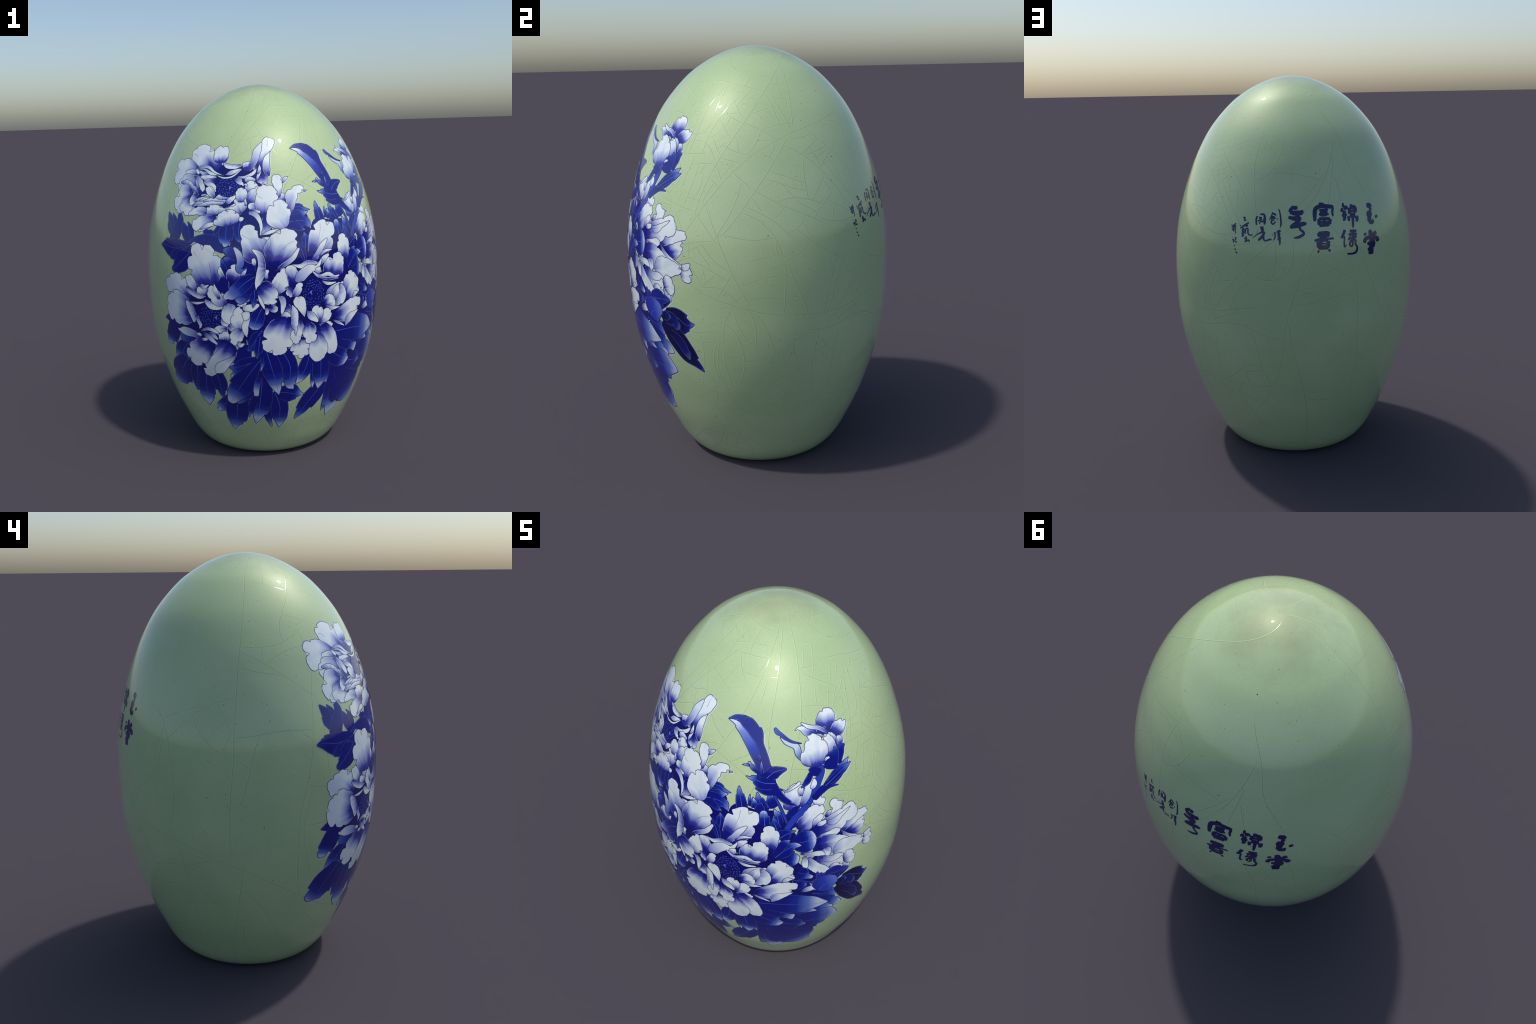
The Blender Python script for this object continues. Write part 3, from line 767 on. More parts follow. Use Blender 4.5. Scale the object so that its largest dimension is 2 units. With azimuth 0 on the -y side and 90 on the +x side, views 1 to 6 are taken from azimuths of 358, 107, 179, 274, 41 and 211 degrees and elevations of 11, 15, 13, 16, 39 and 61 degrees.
leaf('bud_leaf', [(63.49, 145.98, 3.03), (64.66, 149.71, 3.24), (66.87, 152.71, 1.89), (66.73, 154.95, 0.26)], fade=(0.5, 1.5))
petal('bud', [(61.32, 149.97, 0.4), (62.43, 150.89, 0.66), (63.98, 151.06, 0.52)], fade=(-0.3, 0.6), lobes=1)
petal('side_peony', [(48.97, 120.57, 2.88), (52.68, 124.94, 3.78), (56.52, 128.62, 3.83), (59.93, 128.65, 2.16)], fade=(0.05, 0.5))
petal('side_peony', [(54.3, 121.1, 0.37), (56.38, 124.2, 1.67), (59.1, 127.01, 0.97)], fade=(-0.2, 0.7))
petal('side_peony', [(60.06, 124.63, 0.99), (61.48, 126.3, 1.39), (63.87, 127.9, 0.39)], fade=(0.0, 0.8))
petal('side_peony', [(62.94, 124.23, 1.55), (64.99, 127.9, 2.33), (65.04, 130.94, 3.16), (65.78, 132.56, 2.48)], fade=(-0.4, 0.4), lobes=2)
petal('side_peony', [(69.16, 113.03, 3.38), (72.94, 115.02, 4.99), (76.13, 116.49, 3.43), (78.06, 118.18, 1.17)], fade=(0.15, 0.7))
petal('side_peony', [(64.97, 116.53, 2.66), (71.21, 119.48, 3.3), (76.55, 120.55, 2.28), (80.02, 120.58, 1.96)], fade=(0.05, 0.5), lobes=2)
petal('side_peony', [(54.57, 118.01, 2.79), (60.43, 119.27, 4.71), (66.69, 122.16, 4.87), (71.75, 124.38, 4.38), (74.63, 125.4, 3.8)], fade=(0.15, 0.6), lobes=4)
petal('side_peony', [(60.44, 121.81, 0.85), (63.48, 121.68, 1.64), (66.68, 123.75, 1.09), (71.46, 126.34, 0.43)], fade=(-0.3, 0.5))
petal('side_peony', [(56.03, 121.78, 0.77), (58.37, 122.24, 1.25), (60.47, 123.07, 0.79)], fade=(-0.2, 0.5))
petal('side_peony', [(55.98, 114.98, 0.82), (60.38, 115.18, 1.77), (64.02, 115.96, 1.91), (66.53, 116.29, 0.7)], fade=(-0.1, 0.5))
petal('side_peony', [(66.21, 116.04, 0.38), (68.81, 112.25, 0.89), (73.29, 108.82, 1.2), (78.53, 106.76, 0.5)], fade=(-0.2, 0.6))
petal('side_peony', [(54.59, 109.69, 3.79), (58.98, 109.06, 6.12), (63.48, 109.46, 4.98), (70.19, 109.28, 1.14)], fade=(0.15, 0.7), lobes=1)
petal('side_peony', [(58.98, 107.92, 3.43), (60.22, 104.53, 2.23), (60.73, 101.65, 0.47)], fade=(-0.3, 0.6), lobes=2)
petal('side_peony', [(77.11, 104.74, 1.88), (79.91, 104.11, 3.76), (82.54, 104.46, 2.62)], fade=(-0.3, 0.4), lobes=2)
petal('side_peony', [(77.39, 106.73, 1.4), (79.7, 107.34, 1.48), (81.23, 109.07, 0.38)], fade=(-0.3, 0.4), lobes=1)
petal('side_peony', [(63.12, 103.57, 1.28), (67.37, 105.58, 4.52), (72.73, 105.7, 3.5), (78.18, 106.2, 1.73)], fade=(-0.3, 0.35), lobes=2)
petal('side_peony', [(55.56, 101.81, 1.7), (60.7, 98.54, 3.6), (65.82, 96.11, 4.25), (67.51, 94.78, 2.23)], fade=(0.0, 0.7), lobes=3)
petal('side_peony', [(58.43, 103.93, 0.51), (61.22, 100.63, 1.77), (64.63, 100.66, 1.91), (68.17, 100.65, 0.73)], fade=(-0.2, 0.7), lobes=2)
petal('side_peony', [(49.52, 107.16, 0.42), (53.47, 106.3, 1.11), (57.52, 105.53, 1.53), (59.62, 103.93, 0.4)], fade=(-0.2, 0.6), lobes=1)
petal('side_peony', [(68.82, 90.63, 2.92), (70.02, 92.81, 2.51), (71.29, 93.96, 0.73)], fade=(-0.1, 0.8), lobes=2)
petal('side_peony', [(68.08, 96.33, 2.27), (71.09, 97.73, 4.54), (73.81, 98.62, 2.75)], fade=(-0.1, 0.5), lobes=2)
petal('side_peony', [(54.99, 91.3, 2.05), (59.17, 91.64, 4.23), (63.41, 93.14, 1.64)], fade=(0.3, 1.0), lobes=3)
petal('side_peony', [(61.78, 94.4, 1.07), (63.92, 95.5, 1.76), (66.27, 93.57, 1.77), (67.88, 94.1, 1.15)], fade=(-0.2, 0.5), lobes=3)
petal('side_peony', [(52.92, 104.52, 0.5), (54.31, 99.48, 2.46), (57.8, 95.32, 2.74), (63.44, 92.66, 0.59)], fade=(-0.2, 0.4), lobes=3)
petal('side_peony', [(51.22, 105.34, 0.84), (51.42, 101.14, 1.49), (51.63, 97.48, 1.11)], fade=(-0.3, 0.5), lobes=1)
leaf('sprig', [(41.27, 116.65, 4.05), (44.01, 118.86, 2.69), (47.91, 120.28, 0.23)], fade=(0.5, 1.2), vein=1)
leaf('sprig', [(41.26, 105.41, 2.56), (46.22, 105.01, 4.52), (49.4, 105.45, 2.87)], fade=(0.5, 1.0))
leaf('sprig', [(46.19, 113.29, 2.8), (50.91, 113.83, 6.07), (54.01, 114.58, 5.3), (56.28, 114.87, 2.87)], fade=(0.45, 1.0), lobes=4, vein=1)
leaf('sprig', [(39.35, 105.42, 1.92), (42.91, 109.49, 3.72), (46.74, 112.04, 2.5), (50.28, 112.02, 0.24)], fade=(0.5, 1.0), vein=1)
leaf('sprig', [(40.72, 110.41, 2.2), (43.45, 113.92, 1.94), (45.78, 115.79, 0.23)], fade=(0.5, 1.1))
leaf('sprig', [(47.45, 93.13, 2.42), (51.45, 92.8, 2.21), (55, 90.82, 0.94)], fade=(0.3, 1.0))
leaf('sprig', [(47.56, 86.24, 3.03), (50.44, 86.67, 2.54), (52.65, 86.11, 1.26)], fade=(0.5, 1.2))
leaf('sprig', [(48.79, 97.61, 1.75), (50.8, 96.27, 1.96), (53.15, 93.8, 0.42)], fade=(0.6, 1.2))
petal('side_peony', [(54.19, 88.62, 1.61), (56.07, 85.99, 2.15), (57.6, 81.88, 1.34)], fade=(-0.1, 0.7))
petal('side_peony', [(49.97, 81.74, 0.63), (53.77, 83.25, 1.81), (57.38, 83.51, 1.08)], fade=(-0.1, 0.7))
stem('stem', [(45.92, 90.85, 0.44), (50.96, 89.28, 0.48), (57.29, 85.56, 0.68)])
leaf('bell', [(59.85, 89.93, 2.68), (64.23, 90.25, 4.45), (68.13, 90.57, 2.62), (70.86, 90.62, 0.36)], fade=(0.7, 1.4), vein=1)
leaf('bell', [(57.7, 86.88, 1.36), (57.07, 91.06, 1.2), (56.5, 94.17, 0.39)], fade=(0.3, 2.0))
leaf('bell', [(57.55, 80.29, 3.26), (59.94, 83.24, 6.67), (63.35, 83.73, 5.1), (66.25, 82.85, 0.56)], fade=(0.0, 1.5), lobes=3, vein=1)
leaf('leaf', [(10.67, 137.17, 1.25), (15.53, 138.4, 1.58), (19.23, 136.93, 0.85), (21.52, 136.61, 0.13)], fade=(0.4, 1.1), vein=1)
leaf('leaf', [(10.26, 132.65, 1.86), (15.99, 134.41, 2.49), (19.02, 135.42, 0.94), (20.24, 135.94, 0.19)], fade=(0.5, 1.1))
leaf('leaf', [(8.93, 130.91, 2.48), (15.08, 131.73, 3.44), (18.77, 130.85, 2.31), (20.32, 127.95, 0.34)], fade=(0.6, 1.2), vein=1)
leaf('leaf', [(12.65, 129.94, 2.23), (15.53, 128.21, 1.6), (17.89, 127.11, 0.32)], fade=(0.5, 1.2))
leaf('leaf', [(17.24, 119.45, 1.69), (17.5, 122.83, 2.03), (17.04, 126.41, 0.2)], fade=(0.5, 1.2), vein=1)
leaf('leaf', [(16.79, 112.02, 0.66), (15.06, 118.41, 1.96), (12.64, 122.31, 0.64)], fade=(0.8, 1.6), vein=1)
wash('wash', [(-39.18, 150.71, 4.78), (-29.44, 150.89, 8.57), (-18.46, 150.01, 9.72), (-8.49, 149.9, 9.06), (-1.3, 151.23, 4.83)])
wash('wash', [(-37.03, 140.52, 2.56), (-27.5, 139.28, 3.79), (-17.49, 137.9, 4.09), (-9.8, 137.87, 3.77), (-2.31, 137.72, 3.76)])
petal('peony_a', [(-25.9, 153.33, 4.19), (-31.22, 157.56, 7), (-35.55, 161.25, 7.09), (-37.74, 165.62, 7.3), (-37.94, 169.54, 5.22)], fade=(0.25, 0.62), lobes=4)
petal('peony_a', [(-24.89, 160.06, 2.55), (-24.78, 162.81, 3.92), (-25.09, 165.88, 3.73), (-26.28, 168.67, 2.74)], fade=(0.02, 0.45), lobes=2)
slit('ink', [(-30.28, 167.47, 0.15), (-29.45, 164.38, 0.15), (-28.73, 161.92, 0.15)])
slit('ink', [(-44.87, 164.53, 0.13), (-42.41, 164.07, 0.13), (-40.48, 162.83, 0.14)])
petal('peony_a', [(-37.35, 153.84, 2.97), (-43.44, 154.36, 6.69), (-49.85, 153.76, 9.24), (-55.85, 151.09, 5.5)], fade=(-0.05, 0.5), lobes=4)
petal('peony_a', [(-35.59, 153.87, 1.95), (-41.78, 154.69, 2.47), (-47.25, 154.88, 1.53)], fade=(0.0, 0.7), lobes=1)
petal('peony_a', [(-32.9, 149.59, 3.5), (-40.73, 151.59, 2.91), (-46.89, 152.05, 2.52), (-50.79, 149.84, 0.71)], fade=(0.1, 0.8), lobes=2)
petal('peony_a', [(-38.19, 145.75, 1.65), (-41.68, 147.19, 1.94), (-45.69, 147.67, 0.65)], fade=(0.1, 0.9), lobes=2)
petal('peony_a', [(-49.2, 150.54, 0.41), (-44.15, 150.4, 1.43), (-39.71, 148.19, 1.71), (-35.5, 145.83, 0.67)], fade=(-0.1, 0.9), ang=90, lobes=3)
petal('peony_a', [(-38.29, 144.2, 2.9), (-42.72, 143.11, 6.93), (-47.1, 141.95, 6.62), (-51.39, 142, 3.01)], fade=(0.05, 0.6), lobes=3)
petal('peony_a', [(-38.06, 143.27, 2.13), (-40.67, 138.79, 5.15), (-40.65, 134.26, 3.12)], fade=(0.0, 0.6), lobes=2)
slit('ink', [(-47.58, 137.93, 0.19), (-45.64, 139.79, 0.17), (-42.62, 140.74, 0.15)])
petal('peony_a', [(-34.38, 145.25, 1.17), (-37.17, 143, 2.13), (-39.5, 139.48, 1.28)], fade=(0.1, 0.7), lobes=2)
petal('peony_a', [(-37.55, 139.1, 0.6), (-31.51, 142.25, 1.3), (-28.18, 144.46, 1), (-25.18, 143.29, 0.38)], fade=(-0.3, 0.6), lobes=1)
petal('peony_a', [(-37.27, 141.75, 0.35), (-30.89, 143.03, 1.06), (-25.12, 142.84, 0.51)], fade=(-0.2, 0.7), ang=90, lobes=1)
petal('peony_a', [(-33.72, 141.87, 0.34), (-30.1, 142.74, 0.85), (-24.74, 142.54, 0.51)], fade=(-0.2, 0.7), ang=90, lobes=2)
petal('peony_a', [(-31.4, 141.63, 0.46), (-25.07, 142.38, 1.35), (-18.66, 141.68, 0.69)], fade=(-0.2, 0.7), ang=90, lobes=3)
petal('peony_a', [(-34.45, 139.44, 0.41), (-27.67, 140.81, 1.11), (-20.08, 141.07, 0.7)], fade=(-0.2, 0.7), ang=90, lobes=3)
petal('peony_a', [(-28.38, 134.98, 0.99), (-30.71, 136.74, 2.22), (-34.46, 137.06, 1.95), (-39.21, 134.82, 0.88)], fade=(-0.2, 0.6), lobes=3)
petal('peony_a', [(-30.41, 134.29, 1.28), (-27.3, 134.4, 1.27)], fade=(0.1, 1.2), lobes=1)
petal('peony_a', [(-22.52, 135.7, 5.05), (-23.27, 138.12, 5.67), (-22.92, 140.27, 4.33)], fade=(-0.2, 0.6), lobes=3)
petal('peony_a', [(-15, 138.51, 1.87), (-13.43, 137.6, 1.86), (-11.26, 135.78, 1.55)], fade=(0.0, 0.8), lobes=2)
petal('peony_a', [(-11.57, 136.08, 2.19), (-12.87, 139.09, 4.46), (-13.89, 141.81, 3.44), (-15.19, 142.58, 2.18)], fade=(-0.15, 0.5), lobes=3)
petal('peony_a', [(-23.24, 133.28, 1.93), (-28.46, 131.91, 3.27), (-33.23, 130.16, 3.72), (-35.99, 128.76, 2.44)], fade=(0.05, 0.6), lobes=3)
petal('peony_a', [(-31.87, 128, 0.34), (-27.28, 130.42, 1.17), (-22.46, 131.32, 0.57)], fade=(-0.3, 0.6), lobes=2)
petal('peony_a', [(-18.09, 129.85, 4.25), (-18.57, 132.7, 6.7), (-19.6, 135.43, 5.85), (-20.65, 137.41, 4.06)], fade=(-0.1, 0.55), lobes=4)
petal('peony_a', [(-12.4, 132.47, 0.64), (-11.53, 133.37, 1.14), (-10.05, 134.26, 0.44)], fade=(-0.4, 0.4), lobes=2)
petal('peony_a', [(-21.11, 142.56, 4.24), (-21.1, 144.38, 4.19), (-21.74, 146.04, 3.3)], fade=(-0.3, 0.7), lobes=2)
petal('peony_a', [(-19.24, 140.62, 0.67), (-17.41, 142.14, 1.33), (-15.27, 143.94, 1.12), (-14.2, 144.99, 0.39)], fade=(-0.1, 0.6), lobes=1)
petal('peony_a', [(-26.64, 153.34, 1.29), (-30.24, 153.93, 1.92), (-34.21, 155.12, 0.96), (-39.22, 156.92, 0.32)], fade=(0.1, 0.9), lobes=2)
petal('peony_a', [(-39.33, 157.23, 0.32), (-35.16, 158.36, 0.73), (-31.21, 158.07, 0.83), (-27.08, 155.78, 0.63), (-21.58, 154.07, 0.19)], fade=(-0.3, 0.6), lobes=2)
petal('peony_a', [(-39.22, 156.92, 0.36), (-33.91, 157.13, 0.52), (-29.31, 155.16, 0.89), (-24.52, 154.11, 0.26)], fade=(-0.3, 0.7), lobes=2)
petal('peony_a', [(-35.28, 153.56, 0.65), (-30.43, 152.95, 1.53), (-25.32, 153.28, 0.4)], fade=(-0.3, 0.6), ang=90, lobes=2)
petal('peony_a', [(-32.2, 144.07, 1.44), (-34.12, 146.79, 1.86), (-35.83, 149.84, 1.51), (-39.01, 153.5, 0.38)], fade=(0.2, 0.9), lobes=1)
petal('peony_a', [(-39.51, 153.65, 0.4), (-35.66, 151.7, 1.4), (-33.05, 148.35, 1.46), (-31.97, 145.98, 0.67)], fade=(-0.3, 0.7), lobes=2)
petal('peony_a', [(-39.91, 157.53, 0.23), (-38.54, 156.31, 0.88), (-36.71, 154.78, 0.85)], fade=(-0.3, 0.5), lobes=1)
petal('peony_a', [(-25.28, 151.82, 1.34), (-28.98, 151.49, 1.35), (-33.23, 151.13, 0.34)], fade=(0.1, 0.9), lobes=1)
petal('peony_a', [(-33.2, 150.97, 0.38), (-29.07, 149.95, 1.33), (-26.23, 148.45, 1.29), (-24.84, 146.18, 0.4)], fade=(-0.3, 0.6), lobes=2)
petal('peony_a', [(-25.18, 143.29, 0.65), (-28.14, 146.6, 2.04), (-30.76, 148.7, 1.12)], fade=(-0.2, 0.7), lobes=2)
petal('peony_a', [(-31.45, 144.09, 1.51), (-31.68, 145.31, 1.67)], fade=(-0.3, 1.0), lobes=1)
stamens('peony_a', centre=(-18.53, 148.78), size=(5.6, 4.6), heart=(-17.49, 148.32), count=60)
petal('peony_a', [(-8.54, 157.13, 1.88), (-8.95, 159.11, 2.27), (-9.02, 160.93, 1.74)], fade=(-0.1, 0.8), lobes=2)
petal('peony_a', [(-0.36, 153, 3.44), (-1.63, 159.7, 2.66), (1.18, 165.1, 2.22), (3.01, 168.73, 3.02), (5.08, 172.24, 2.94)], fade=(0.3, 0.6), lobes=2)
slit('ink', [(2.53, 167.52, 0.13), (2.8, 169.36, 0.13), (3.37, 170.89, 0.13)])
petal('peony_a', [(-11.29, 156.88, 0.67), (-7.87, 157.42, 1.33), (-5.12, 161, 1.68), (-3.64, 164.92, 1.86), (-0.8, 169.6, 0.52)], fade=(-0.1, 0.8), lobes=1)
petal('peony_a', [(2.46, 153.53, 0.44), (1.34, 156.89, 1.76), (1.62, 161.13, 1.57), (3.84, 165.49, 0.19)], fade=(-0.1, 0.6), lobes=2)
petal('peony_a', [(-2.1, 155.78, 1.25), (-1.19, 152.73, 2.83), (0.92, 149.5, 1.27)], fade=(0.3, 1.0), lobes=2)
petal('peony_a', [(-3.86, 151.59, 0.25), (-2.99, 153.99, 0.76), (-1.42, 156.06, 0.19)], fade=(-0.4, 0.5), lobes=1)
petal('peony_a', [(-13.83, 153.29, 0.46), (-10.12, 153.23, 0.72), (-5.81, 154.96, 0.91), (-3.58, 157.48, 0.19)], fade=(-0.4, 0.5), lobes=2)
petal('peony_a', [(-3.47, 154.6, 0.38), (-2.41, 156.69, 0.82), (-2.34, 159.11, 0.19)], fade=(-0.2, 0.6), lobes=1)
petal('peony_a', [(-22.88, 160.42, 0.25), (-20.02, 158.66, 1.22), (-16.31, 158.17, 1.14), (-11.91, 158.71, 0.94)], fade=(-0.2, 0.7), ang=-90, lobes=2)
petal('peony_a', [(-20.72, 154.37, 0.21), (-17.47, 155.45, 1.16), (-12.17, 157.2, 0.4)], fade=(-0.3, 0.7), lobes=1)
petal('peony_a', [(-25.18, 154.08, 0.32), (-21.45, 152.98, 0.49), (-16.6, 153.68, 0.51), (-11.82, 157.13, 0.34)], fade=(-0.5, 0.3), lobes=1)
petal('peony_a', [(-15.64, 152.4, 0.38), (-13.05, 151.46, 1.5), (-10.49, 149.01, 0.5)], fade=(-0.1, 0.8), lobes=3)
petal('peony_a', [(-10.25, 152.03, 0.65), (-8.11, 151.99, 1.78), (-4.34, 151.91, 0.39)], fade=(-0.2, 0.8), ang=90, lobes=1)
petal('peony_a', [(9.79, 140.85, 0.65), (8.48, 143.33, 1.93), (8.73, 145.28, 1.75)], fade=(0.1, 0.9), lobes=1)
petal('peony_a', [(6.25, 143.12, 0.94), (6.68, 147.93, 1.96), (6.37, 151.57, 2.59), (7.29, 154.12, 1.82)], fade=(-0.1, 0.4), lobes=3)
petal('peony_a', [(9, 149.96, 0.25), (10.38, 151.72, 0.94), (12.45, 152.91, 0.13)], fade=(-0.2, 0.8), lobes=1)
petal('peony_a', [(11.33, 134.41, 0.45), (12.14, 139.2, 1.94), (12.99, 143.7, 3.04), (15.33, 146.32, 2.13), (18.11, 146.62, 1.99), (20.21, 146.65, 1.55)], fade=(-0.1, 0.6), lobes=3)
petal('peony_a', [(19.66, 145.61, 0.57), (21.46, 145.81, 0.19)], fade=(-0.2, 1.2), lobes=1)
petal('peony_a', [(-8.34, 145.07, 1.27), (-6.5, 148.34, 3.19), (-3.9, 150.54, 2.55)], fade=(-0.1, 0.5), lobes=2)
petal('peony_a', [(-9.68, 149, 0.96), (-9.06, 150.2, 0.96)], fade=(-0.3, 0.6), lobes=1)
petal('peony_a', [(-10.46, 141.49, 2.19), (-11.5, 145.11, 2.9), (-11.46, 148.57, 2.1)], fade=(-0.1, 0.6), lobes=3)
petal('peony_a', [(-9.2, 139.67, 0.63), (-9.38, 141.48, 0.75), (-9.72, 143.44, 0.19)], fade=(-0.2, 0.6), lobes=1)
petal('peony_a', [(-8.3, 140.86, 0.95), (-5.56, 144.41, 3.01), (-1.39, 148.21, 2.21)], fade=(0.0, 0.6), lobes=3)
petal('peony_a', [(-2.91, 137.74, 1.25), (-5.87, 139.31, 1.88), (-8.44, 139.36, 1.13)], fade=(0.1, 0.8), lobes=1)
petal('peony_a', [(-0.02, 135.23, 2.48), (-0.46, 139.75, 4.34), (0.94, 144.51, 5.35), (2.39, 147.78, 4.2), (3.13, 149.21, 2.96)], fade=(-0.1, 0.45), lobes=4)
slit('ink', [(-3.53, 143.91, 0.13), (-2.3, 143.58, 0.13), (-1.11, 142.64, 0.13)])
petal('peony_a', [(-8.28, 136.95, 0.94), (-5.89, 137.21, 0.94), (-2.35, 136.52, 0.62)], fade=(0.2, 1.0), lobes=1)
petal('peony_a', [(-0.01, 136.31, 1.86), (0.7, 132.07, 2.79), (-1.19, 127.61, 1.85), (-2.66, 125.54, 0.43)], fade=(0.35, 1.0), lobes=1)
petal('peony_a', [(-8.01, 136.52, 0.81), (-4.76, 135.4, 1.24), (-2.78, 132.19, 0.99), (-2.24, 128.55, 0.74), (-2.8, 125.39, 0.37)], fade=(-0.3, 0.5), lobes=2)
petal('peony_a', [(-2.08, 125.89, 0.31), (1.36, 126.92, 0.93), (6.62, 128.64, 0.25)], fade=(-0.4, 0.4), lobes=3)
petal('peony_a', [(4.11, 128.57, 3.42), (5.2, 132.28, 5.37), (6.42, 137.06, 5.52), (7.75, 142.3, 2.77)], fade=(-0.25, 0.4), lobes=3, ang=40)
slit('ink', [(8.17, 141.83, 0.13), (8.7, 140.9, 0.13), (8.94, 140.13, 0.13)])
petal('middle_peony', [(-21.58, 97.82, 3.76), (-21.48, 102.3, 4.84), (-23.74, 106.97, 2.8), (-25.54, 111.63, 0.71)], fade=(0.5, 1.2), lobes=1)
petal('middle_peony', [(-22.97, 100.95, 3.51), (-26.47, 105.73, 8.17), (-28.24, 111.29, 10.04), (-28.19, 116.1, 8.7), (-26.46, 121.25, 5.28)], fade=(0.05, 0.55), lobes=5)
slit('ink', [(-26.01, 112.07, 0.14), (-25.26, 106.9, 0.14), (-23.84, 101.24, 0.14), (-22.42, 98.11, 0.14)])
slit('ink', [(-34.26, 117.18, 0.16), (-33.52, 115.97, 0.15), (-32.79, 114.6, 0.15)])
leaf('middle_leaf', [(-17.84, 104.09, 2), (-19.21, 109.41, 1.67), (-20.06, 114.39, 0.67)], fade=(0.4, 1.4))
petal('middle_peony', [(-18.83, 104.85, 0.47), (-20.71, 107.46, 1.36), (-21.12, 110.44, 0.61)], fade=(-0.1, 0.6), lobes=1)
petal('middle_peony', [(-15.02, 102.74, 3.23), (-14.81, 106.37, 3.79), (-14.47, 109.22, 2.87), (-13.71, 111.8, 1.39)], fade=(0.15, 0.7), lobes=3)
leaf('middle_leaf', [(-7.4, 106.43, 2.82), (-8.94, 112.05, 3.46), (-11.41, 115.16, 1.9)], fade=(0.9, 1.8))
leaf('middle_leaf', [(-14.65, 120.08, 0.51), (-12.52, 116.7, 1.65), (-11.72, 112.68, 1.9), (-12.62, 109.25, 1.66), (-10.67, 108.64, 1.25), (-8.82, 110.67, 0.19)], fade=(-0.6, 0.8), ang=180)
petal('middle_peony', [(-11.85, 105.18, 0.5), (-10.41, 107.39, 0.93), (-8.98, 109.58, 0.25)], fade=(0.0, 0.8), lobes=1)
petal('middle_peony', [(1.37, 110.03, 2.79), (1.02, 116.19, 6.52), (1.21, 121.68, 7.77), (0.79, 125.82, 6.83)], fade=(0.2, 0.75), lobes=2)
petal('middle_peony', [(-0.77, 112.61, 2.17), (-4.76, 118.22, 6.83), (-7.78, 123.8, 4.36), (-6.88, 130.91, 4.36)], fade=(0.15, 0.65), lobes=3)
petal('middle_peony', [(2.48, 110.6, 2.81), (4.93, 116.6, 7.23), (7.82, 123.49, 6.8), (8.14, 128.92, 4.75)], fade=(0.15, 0.65), lobes=3)
slit('ink', [(0.66, 119.03, 0.12), (1.57, 121.13, 0.12), (1.64, 123.26, 0.12), (1.02, 125.41, 0.12)])
slit('ink', [(6.79, 118.25, 0.13), (9.05, 120.72, 0.13), (12.34, 122.33, 0.13)])
slit('ink', [(-10.9, 125.83, 0.12), (-9.18, 124.76, 0.12), (-7.21, 123.52, 0.12)])
petal('middle_peony', [(-5.35, 110.57, 0.31), (-5.86, 112.75, 1.12), (-5.95, 114.92, 0.81)], fade=(-0.1, 0.6), lobes=2)
leaf('middle_leaf', [(-5.47, 106.26, 0.63), (-8.52, 105.19, 1.87), (-12.47, 102.65, 1.25)], fade=(0.6, 1.6))
petal('middle_peony', [(2.95, 107.84, 0.25), (6.64, 110.68, 1.08), (11.01, 113.78, 1.28), (14.33, 118.78, 0.65)], fade=(0.0, 0.7), lobes=1)
petal('middle_peony', [(-12.16, 93.55, 1.89), (-9.03, 96.16, 2.27), (-18.33, 96.59, 0.65)], fade=(-0.3, 0.3), lobes=1)
petal('middle_peony', [(-21.91, 95.74, 1.35), (-20.14, 95.2, 1.92), (-18.33, 96.59, 0.94)], fade=(-0.3, 0.4), lobes=1)
petal('middle_peony', [(-13.92, 91.57, 0.39), (-11.1, 91.63, 1.09), (-9.39, 92.88, 0.32)], fade=(-0.3, 0.4), lobes=1)
petal('middle_peony', [(-11.44, 90, 1.11), (-7.82, 90.02, 1.94), (-3.91, 91.76, 0.64)], fade=(-0.4, 0.3), lobes=1)
leaf('middle_leaf', [(-5.87, 105.89, 0.93), (-7.35, 101.48, 3.42), (-10.8, 96.69, 4.06), (-13.73, 92.46, 1.88)], fade=(0.5, 1.1))
leaf('middle_leaf', [(-5.32, 105.88, 0.62), (-9.8, 102.76, 3.43), (-14.98, 97.58, 3.44), (-18.51, 95.2, 1.89), (-19.15, 93.55, 0.32)], fade=(0.3, 1.0), vein=1)
leaf('middle_leaf', [(-5.91, 99.34, 0.62), (-6.17, 94.85, 2.31), (-6.84, 90.18, 0.25)], fade=(0.4, 1.2), vein=1)
leaf('middle_leaf', [(-2.86, 89.94, 0.94), (-4.31, 86.71, 3.14), (-5.96, 82.47, 3.93), (-6.77, 78.36, 1.89)], fade=(0.4, 1.05), lobes=2, vein=1)
petal('middle_peony', [(-0.58, 104.02, 0.81), (-0.64, 107, 0.93), (-0.04, 109.23, 1.12)], fade=(-0.1, 0.7), lobes=2)
petal('middle_peony', [(2.39, 96.42, 1.27), (4.72, 101.04, 3.83), (6.77, 105.01, 3.99), (7.17, 109.55, 2.09)], fade=(-0.05, 0.5), lobes=3)
petal('middle_peony', [(-4.65, 99.55, 2.23), (-1.67, 98.48, 5.05), (0.18, 95.2, 4.74), (0.08, 91.04, 2.82)], fade=(0.15, 0.75), lobes=4)
petal('middle_peony', [(-4.45, 96.68, 0.31), (-3.17, 93.11, 0.94), (-1.61, 89.17, 0.5)], fade=(-0.4, 0.3), lobes=1)
petal('middle_peony', [(-6.57, 118.93, 0.5), (-3.57, 116.4, 1.49), (-2.44, 111.73, 1.8), (-3.1, 107.08, 2.05), (-4.3, 102.71, 1.62), (-5.27, 98.77, 0.25)], fade=(-0.2, 0.8), ang=-90, lobes=2)
wash('wash', [(-38.39, 87.31, 4.25), (-32.14, 85.73, 9.49), (-25.58, 84.83, 9.03), (-20.03, 84.36, 5.42)])
leaf('leaf', [(-34.75, 70.97, 0.81), (-40.05, 71.58, 2.59), (-45.06, 72.32, 3.46)], fade=(-0.2, 1.8))
